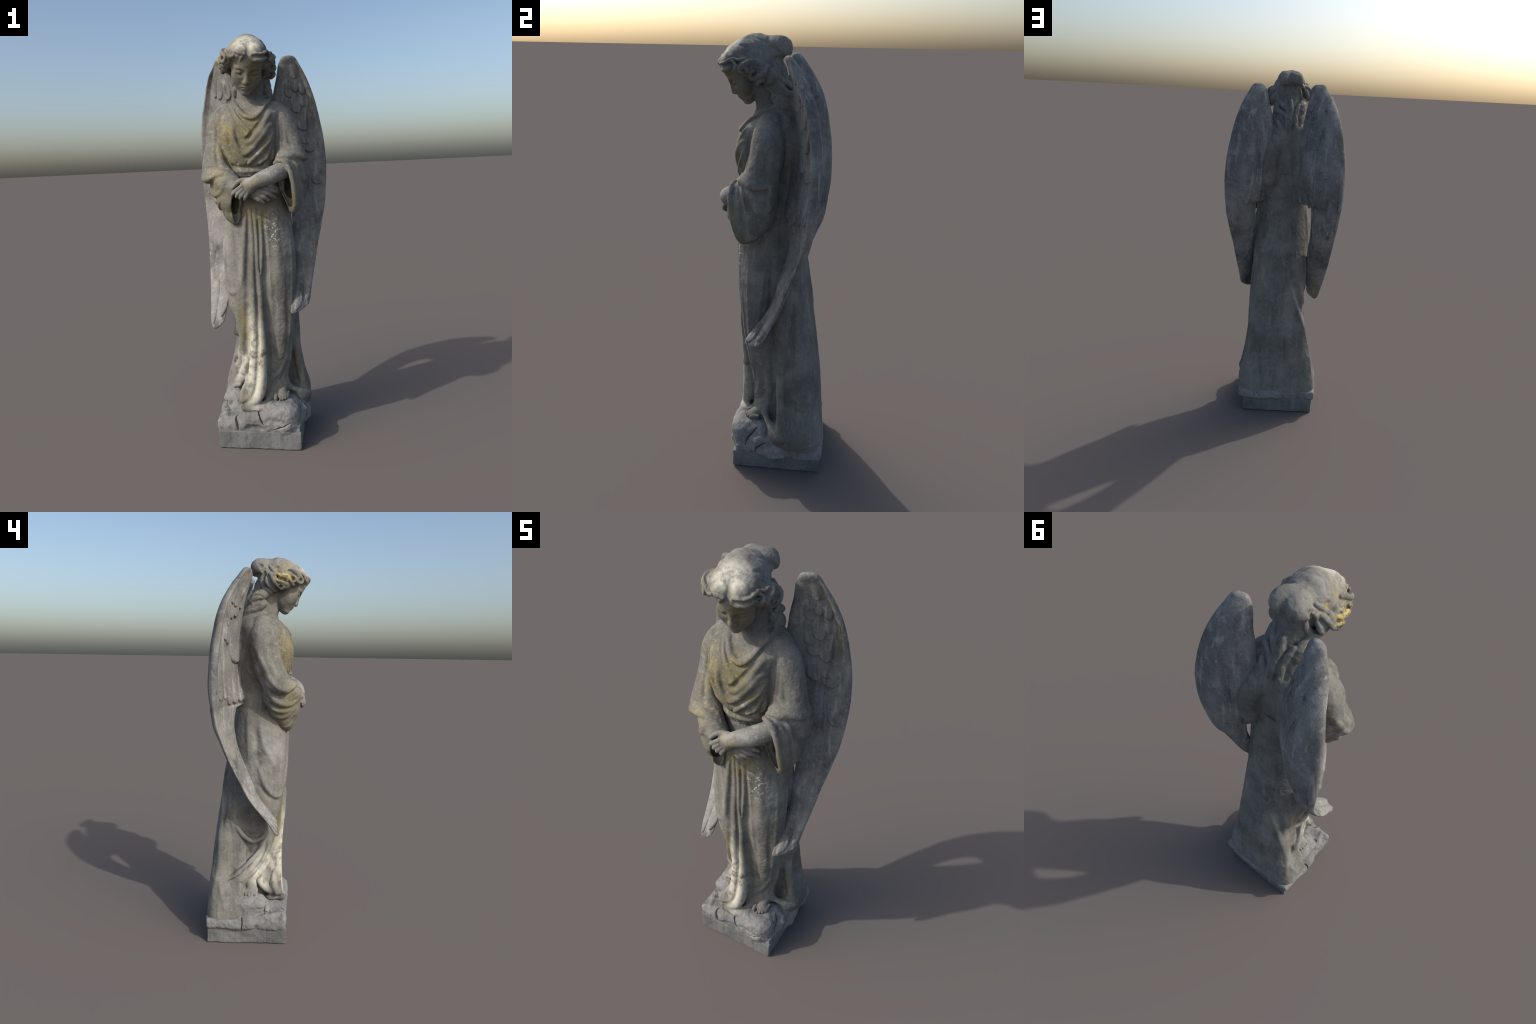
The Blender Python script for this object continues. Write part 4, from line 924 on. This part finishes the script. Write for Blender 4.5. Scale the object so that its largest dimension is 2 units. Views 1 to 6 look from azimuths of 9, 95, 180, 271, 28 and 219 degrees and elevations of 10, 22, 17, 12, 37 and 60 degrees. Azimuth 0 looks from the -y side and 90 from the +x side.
FEATHERS_LEFT = [
    (0.76, 0.738, 0.22, 0.34, 0.006, 0.02), (0.28, 0.702, 0.28, 0.26, 0.008, 0.05), (0.25, 0.850, 0.24, 0.30, 0.004, 0.02), (0.75, 0.950, 0.20, 0.28, 0.003, 0.0),
    (0.78, 1.300, 0.15, 0.26, 0.010, 0.05), (0.55, 1.284, 0.13, 0.26, 0.008, 0.05), (0.38, 1.282, 0.13, 0.25, 0.008, 0.05), (0.20, 1.288, 0.13, 0.22, 0.008, 0.03),
    (0.68, 1.465, 0.1625, 0.17, 0.0104, 0.04), (0.62, 1.505, 0.1375, 0.14, 0.0117, 0.03), (0.45, 1.49, 0.125, 0.16, 0.0078, 0.03),
    (0.6, 1.572, 0.1375, 0.15, 0.013, 0.03), (0.42, 1.59, 0.125, 0.14, 0.0078, 0.02),
    (0.5, 1.66, 0.1375, 0.13, 0.0117, 0.02), (0.36, 1.635, 0.125, 0.12, 0.0078, 0), (0.66, 1.69, 0.1, 0.11, 0.0078, 0),
    (0.7, 1.748, 0.1125, 0.1, 0.0104, 0), (0.52, 1.762, 0.125, 0.11, 0.0117, 0), (0.36, 1.735, 0.125, 0.11, 0.0078, 0), (0.55, 1.822, 0.1125, 0.08, 0.0078, 0)]


# ------------------------------------------------------------------ blender
def new_mesh(name, verts, quads, tris=None):
    me = bpy.data.meshes.new(name)
    tris = np.zeros((0, 3), int) if tris is None else tris
    nq, nt = len(quads), len(tris)
    me.vertices.add(len(verts))
    me.vertices.foreach_set("co", np.ascontiguousarray(verts, np.float32).ravel())
    me.loops.add(4 * nq + 3 * nt)
    me.loops.foreach_set("vertex_index", np.concatenate([np.asarray(quads).ravel(), np.asarray(tris).ravel()]).astype(np.int32))
    me.polygons.add(nq + nt)
    me.polygons.foreach_set("loop_start", np.concatenate([4 * np.arange(nq), 4 * nq + 3 * np.arange(nt)]).astype(np.int32))
    me.polygons.foreach_set("use_smooth", np.ones(nq + nt, bool))
    me.update(calc_edges=True)
    me.validate()
    return me


class Nodes:
    """Small helper for writing node trees."""

    def __init__(self, name):
        self.m = bpy.data.materials.new(name)
        self.m.use_nodes = True
        self.t = self.m.node_tree
        self.bsdf = self.t.nodes["Principled BSDF"]
        self.pos = self.new("ShaderNodeTexCoord").outputs["Object"]

    def new(self, kind, **props):
        n = self.t.nodes.new(kind)
        for k, v in props.items():
            setattr(n, k, v)
        return n

    def to(self, sock, value):
        if hasattr(value, "is_linked") or isinstance(value, bpy.types.NodeSocket):
            self.t.links.new(value, sock)
        else:
            sock.default_value = value

    def math(self, op, a, b=0.0, c=None, clamp=False):
        n = self.new("ShaderNodeMath", operation=op, use_clamp=clamp)
        self.to(n.inputs[0], a)
        self.to(n.inputs[1], b)
        if c is not None:
            self.to(n.inputs[2], c)
        return n.outputs[0]

    def moved(self, scale=(1, 1, 1), loc=(0, 0, 0), vec=None):
        n = self.new("ShaderNodeMapping")
        self.to(n.inputs["Vector"], self.pos if vec is None else vec)
        n.inputs["Scale"].default_value = scale
        n.inputs["Location"].default_value = loc
        return n.outputs[0]

    def noise(self, scale, detail=4.0, rough=0.55, vec=None, distort=0.0):
        n = self.new("ShaderNodeTexNoise")
        self.to(n.inputs["Vector"], self.pos if vec is None else vec)
        n.inputs["Scale"].default_value = scale
        n.inputs["Detail"].default_value = detail
        n.inputs["Roughness"].default_value = rough
        n.inputs["Distortion"].default_value = distort
        return n.outputs["Fac"]

    def step(self, v, a, b):
        """0 below a, 1 above b, smooth between."""
        n = self.new("ShaderNodeMapRange", interpolation_type="SMOOTHSTEP")
        self.to(n.inputs["Value"], v)
        n.inputs["From Min"].default_value, n.inputs["From Max"].default_value = (a, b) if a < b else (b, a)
        n.inputs["To Min"].default_value, n.inputs["To Max"].default_value = (0, 1) if a < b else (1, 0)
        return n.outputs["Result"]

    def patch(self, c, r, vec=None):
        """Soft ellipsoid mask around c with radii r."""
        r = np.broadcast_to(V(r, float), 3)
        p = self.moved(tuple(1 / q for q in r), tuple(-a / b for a, b in zip(c, r)), vec)
        n = self.new("ShaderNodeVectorMath", operation="LENGTH")
        self.to(n.inputs[0], p)
        return self.step(n.outputs["Value"], 1.0, 0.25)

    def most(self, masks):
        out = masks[0]
        for m in masks[1:]:
            out = self.math("MAXIMUM", out, m)
        return out

    def mix(self, a, b, f, kind="MIX"):
        n = self.new("ShaderNodeMix", data_type="RGBA", blend_type=kind)
        self.to(n.inputs["Factor"], f)
        self.to(n.inputs[6], a if not isinstance(a, tuple) else (*a, 1))
        self.to(n.inputs[7], b if not isinstance(b, tuple) else (*b, 1))
        return n.outputs[2]


def weathered(name, dark, light, grime, lichen=True, streak=0.35, mottle=0.32):
    """Stone with mottling, run-off streaks, soot, pale wash and lichen."""
    g = Nodes(name)
    warp = g.noise(14, 3)
    col = g.mix(dark, light, g.step(g.noise(5.5, 6, 0.62, distort=0.4), 0.30, 0.72))
    # rain streaks
    run = g.noise(1.0, 5, 0.6, vec=g.moved((34, 34, 2.6)))
    col = g.mix(col, tuple(min(1, c * 1.35) for c in light), g.math("MULTIPLY", g.step(run, 0.52, 0.70), streak))
    col = g.mix(col, grime, g.math("MULTIPLY", g.step(g.noise(1.0, 5, 0.6, vec=g.moved((27, 27, 2.2), (3, 1, 0))), 0.54, 0.72), streak))
    # soot in blotches
    col = g.mix(col, grime, g.math("MULTIPLY", g.step(g.noise(19, 6, 0.68), 0.54, 0.72), mottle))
    # crystalline pale specks and dark pits
    col = g.mix(col, tuple(1.5 * c for c in light), g.math("MULTIPLY", g.step(g.noise(42, 5, 0.7, vec=g.moved(loc=(2, 7, 1))), 0.52, 0.68), 0.7 * mottle))
    col = g.mix(col, grime, g.math("MULTIPLY", g.step(g.noise(60, 5, 0.7, vec=g.moved(loc=(8, 3, 2))), 0.54, 0.70), mottle))
    col = g.mix(col, (0.66, 0.65, 0.60), g.math("MULTIPLY", g.step(g.noise(130, 3, 0.6), 0.64, 0.76), 0.35))
    col = g.mix(col, tuple(0.35 * c for c in dark), g.math("MULTIPLY", g.step(g.noise(150, 2, 0.5, vec=g.moved(loc=(5, 5, 5))), 0.66, 0.75), 0.5))
    if lichen:
        # washed pale cloth where rain runs off the knees
        pale = g.most([g.patch((-0.035, -0.14, 0.45), (0.085, 0.12, 0.38)), g.patch((-0.12, -0.05, 0.38), (0.075, 0.12, 0.17)),
                       g.patch((0.0, -0.22, 1.95), (0.10, 0.10, 0.09))])
        pale = g.math("MULTIPLY", pale, g.step(g.noise(22, 5, 0.65), 0.30, 0.55))
        col = g.mix(col, (0.66, 0.64, 0.53), g.math("MULTIPLY", pale, 0.85))
        paler = g.most([g.patch((-0.15, -0.05, 1.00), (0.08, 0.13, 0.26)), g.patch((0.02, -0.24, 1.36), (0.13, 0.08, 0.05)), g.patch((-0.10, 0.0, 0.40), (0.16, 0.14, 0.20)), g.patch((-0.02, -0.10, 1.93), (0.14, 0.14, 0.10))])  # sunlit right side of skirt painted lighter; also forearm, low folds, crown
        paler = g.math("MULTIPLY", paler, g.step(g.noise(16, 5, 0.65), 0.30, 0.60))
        col = g.mix(col, (0.36, 0.357, 0.338), g.math("MULTIPLY", paler, 0.6))
        frost = g.math("MULTIPLY", g.most([g.patch((-0.08, -0.12, 1.50), (0.24, 0.22, 0.26)), g.patch((0.10, -0.16, 1.40), (0.16, 0.14, 0.16))]), g.step(g.noise(48, 6, 0.72, vec=g.moved(loc=(4, 1, 6))), 0.52, 0.66))
        col = g.mix(col, (0.42, 0.405, 0.36), g.math("MULTIPLY", frost, 0.7))
        # white crust on her left thigh
        crust = g.math("MULTIPLY", g.patch((0.075, -0.16, 1.10), (0.06, 0.08, 0.13)), g.step(g.noise(60, 6, 0.75), 0.53, 0.64))
        col = g.mix(col, (0.72, 0.73, 0.72), crust)
        # brown-green film under the hands, on cuffs and bodice
        film = g.most([g.patch((0.0, -0.17, 1.20), (0.13, 0.10, 0.16)), g.patch((-0.13, -0.16, 1.25), (0.14, 0.12, 0.16)), g.patch((0.16, -0.14, 1.28), (0.10, 0.10, 0.16)),
                       g.patch((-0.02, -0.15, 1.52), (0.20, 0.12, 0.18)), g.patch((0.0, -0.20, 1.82), (0.11, 0.10, 0.12)), g.patch((-0.02, -0.20, 1.89), (0.13, 0.08, 0.045)), g.patch((-0.09, -0.13, 0.62), (0.05, 0.08, 0.22))])
        film = g.math("MULTIPLY", film, g.step(g.noise(11, 5, 0.6), 0.28, 0.62))
        col = g.mix(col, (0.150, 0.128, 0.062), g.math("MULTIPLY", film, 0.80))
        # yellow lichen
        where = g.most([g.patch((-0.125, -0.135, 1.895), (0.055, 0.085, 0.055)), g.patch((-0.13, -0.14, 1.53), (0.11, 0.13, 0.22)),
                        g.patch((0.0, -0.16, 1.63), (0.09, 0.08, 0.06)), g.patch((-0.01, -0.24, 1.34), (0.10, 0.07, 0.05)),
                        g.patch((-0.17, -0.17, 1.36), (0.11, 0.10, 0.10)), g.patch((-0.02, -0.17, 1.57), (0.06, 0.06, 0.04)),
                        g.patch((-0.05, -0.12, 1.93), (0.12, 0.14, 0.09)), g.patch((-0.09, -0.16, 0.25), (0.05, 0.06, 0.04))])
        where = g.math("ADD", where, 0.0)
        spots = g.step(g.math("ADD", g.noise(85, 5, 0.70), g.math("MULTIPLY", where, 0.10)), 0.635, 0.74)
        col = g.mix(col, (0.37, 0.275, 0.05), g.math("MULTIPLY", spots, g.step(where, 0.02, 0.3)))
        soft = g.math("MULTIPLY", where, g.step(g.noise(18, 4, 0.6), 0.40, 0.65))
        col = g.mix(col, (0.36, 0.295, 0.085), g.math("MULTIPLY", soft, 0.22))
        strong = g.patch((-0.135, -0.120, 1.898), (0.045, 0.065, 0.042))
        col = g.mix(col, (0.56, 0.47, 0.15), g.math("MULTIPLY", strong, g.step(g.noise(65, 6, 0.72), 0.42, 0.60)))
        # single lichen discs, rust at the dowel, red stain in the side recess
        for c, r, q in (((-0.098, 0.006, 1.825), 0.011, (0.55, 0.45, 0.13)), ((-0.095, 0.012, 1.80), 0.007, (0.55, 0.45, 0.13)),
                        ((-0.04, 0.045, 1.945), 0.009, (0.36, 0.28, 0.06)), ((-0.022, 0.03, 1.86), 0.010, (0.33, 0.27, 0.07)),
                        ((-0.016, -0.243, 1.945), 0.010, (0.52, 0.24, 0.10)), ((-0.145, -0.10, 1.905), 0.008, (0.65, 0.33, 0.04))):
            col = g.mix(col, q, g.patch(c, r))
        red = g.math("MULTIPLY", g.patch((0.155, 0.01, 0.36), (0.035, 0.045, 0.14)), g.step(g.noise(20, 4), 0.42, 0.60))
        col = g.mix(col, (0.16, 0.06, 0.045), g.math("MULTIPLY", red, 0.6))
    else:
        spots = g.step(g.noise(9, 5, 0.72, vec=g.moved(loc=(1.3, 0.2, 4.0))), 0.70, 0.74)
        col = g.mix(col, (0.42, 0.33, 0.10), g.math("MULTIPLY", spots, 0.6))
    g.to(g.bsdf.inputs["Base Color"], col)
    g.bsdf.inputs["Roughness"].default_value = 0.92
    g.bsdf.inputs["Specular IOR Level"].default_value = 0.25
    grain = g.math("ADD", g.noise(160, 4, 0.65), g.math("MULTIPLY", g.noise(45, 4, 0.6), 1.4))
    b = g.new("ShaderNodeBump")
    b.inputs["Strength"].default_value = 0.35
    b.inputs["Distance"].default_value = 0.004
    g.to(b.inputs["Height"], grain)
    g.to(g.bsdf.inputs["Normal"], b.outputs["Normal"])
    return g.m


def main():
    parts = build_parts()
    names = [p.name for p in parts]
    d, lab = merge(parts)
    verts, quads, cells = surface_nets(d)
    flab = lab[cells][quads[:, 0]]
    del d
    stone = weathered("carved_stone", (0.118, 0.114, 0.100), (0.232, 0.227, 0.203), (0.050, 0.048, 0.042))
    boulder = weathered("rough_rock", (0.145, 0.143, 0.140), (0.262, 0.259, 0.252), (0.066, 0.065, 0.064), lichen=False, streak=0.25)
    block = weathered("plinth_stone", (0.112, 0.116, 0.114), (0.195, 0.198, 0.192), (0.052, 0.054, 0.054), lichen=False, streak=0.35)  # colour lowered toward the shadow baked into the front face
    plume = weathered("wing_stone", (0.130, 0.128, 0.121), (0.270, 0.266, 0.248), (0.054, 0.053, 0.052), lichen=False, streak=0.75, mottle=0.45)
    skin = {"rock": boulder, "plinth": block, "wing": plume, "feather": plume}
    root = bpy.data.objects.new("angel_statue", None)
    bpy.context.collection.objects.link(root)
    root["label"] = "weathered stone angel with folded wings on rocky plinth"
    root["category"] = "statue"
    # vertex normals of the whole skin
    fn = np.cross(verts[quads[:, 2]] - verts[quads[:, 0]], verts[quads[:, 3]] - verts[quads[:, 1]])
    vn = np.zeros_like(verts)
    for n in range(4):
        for a in range(3):
            vn[:, a] += np.bincount(quads[:, n], fn[:, a], len(verts))
    vn /= np.maximum(np.linalg.norm(vn, axis=1, keepdims=True), 1e-12)

    def link(name, me, parent=root):
        ob = bpy.data.objects.new(name, me)
        me.materials.append(skin.get(name, stone))
        ob.parent = parent
        bpy.context.collection.objects.link(ob)
        return ob
    for n, name in enumerate(names):
        q = quads[flab == n]
        if not len(q):
            continue
        used, inv = np.unique(q, return_inverse=True)
        me = new_mesh(name, verts[used], inv.reshape(-1, 4))
        me.normals_split_custom_set_from_vertices(vn[used].tolist())
        link(name, me)
    for rows, side, feathers in ((WING_RIGHT, -1, FEATHERS_RIGHT), (WING_LEFT, 1, FEATHERS_LEFT)):
        w = Wing(rows, side)
        wing = link("wing", new_mesh("wing", *w.mesh()))
        for f in feathers:
            link("feather", new_mesh("feather", *w.feather(*f)), wing)


if bpy is not None and __name__ == "__main__":
    main()
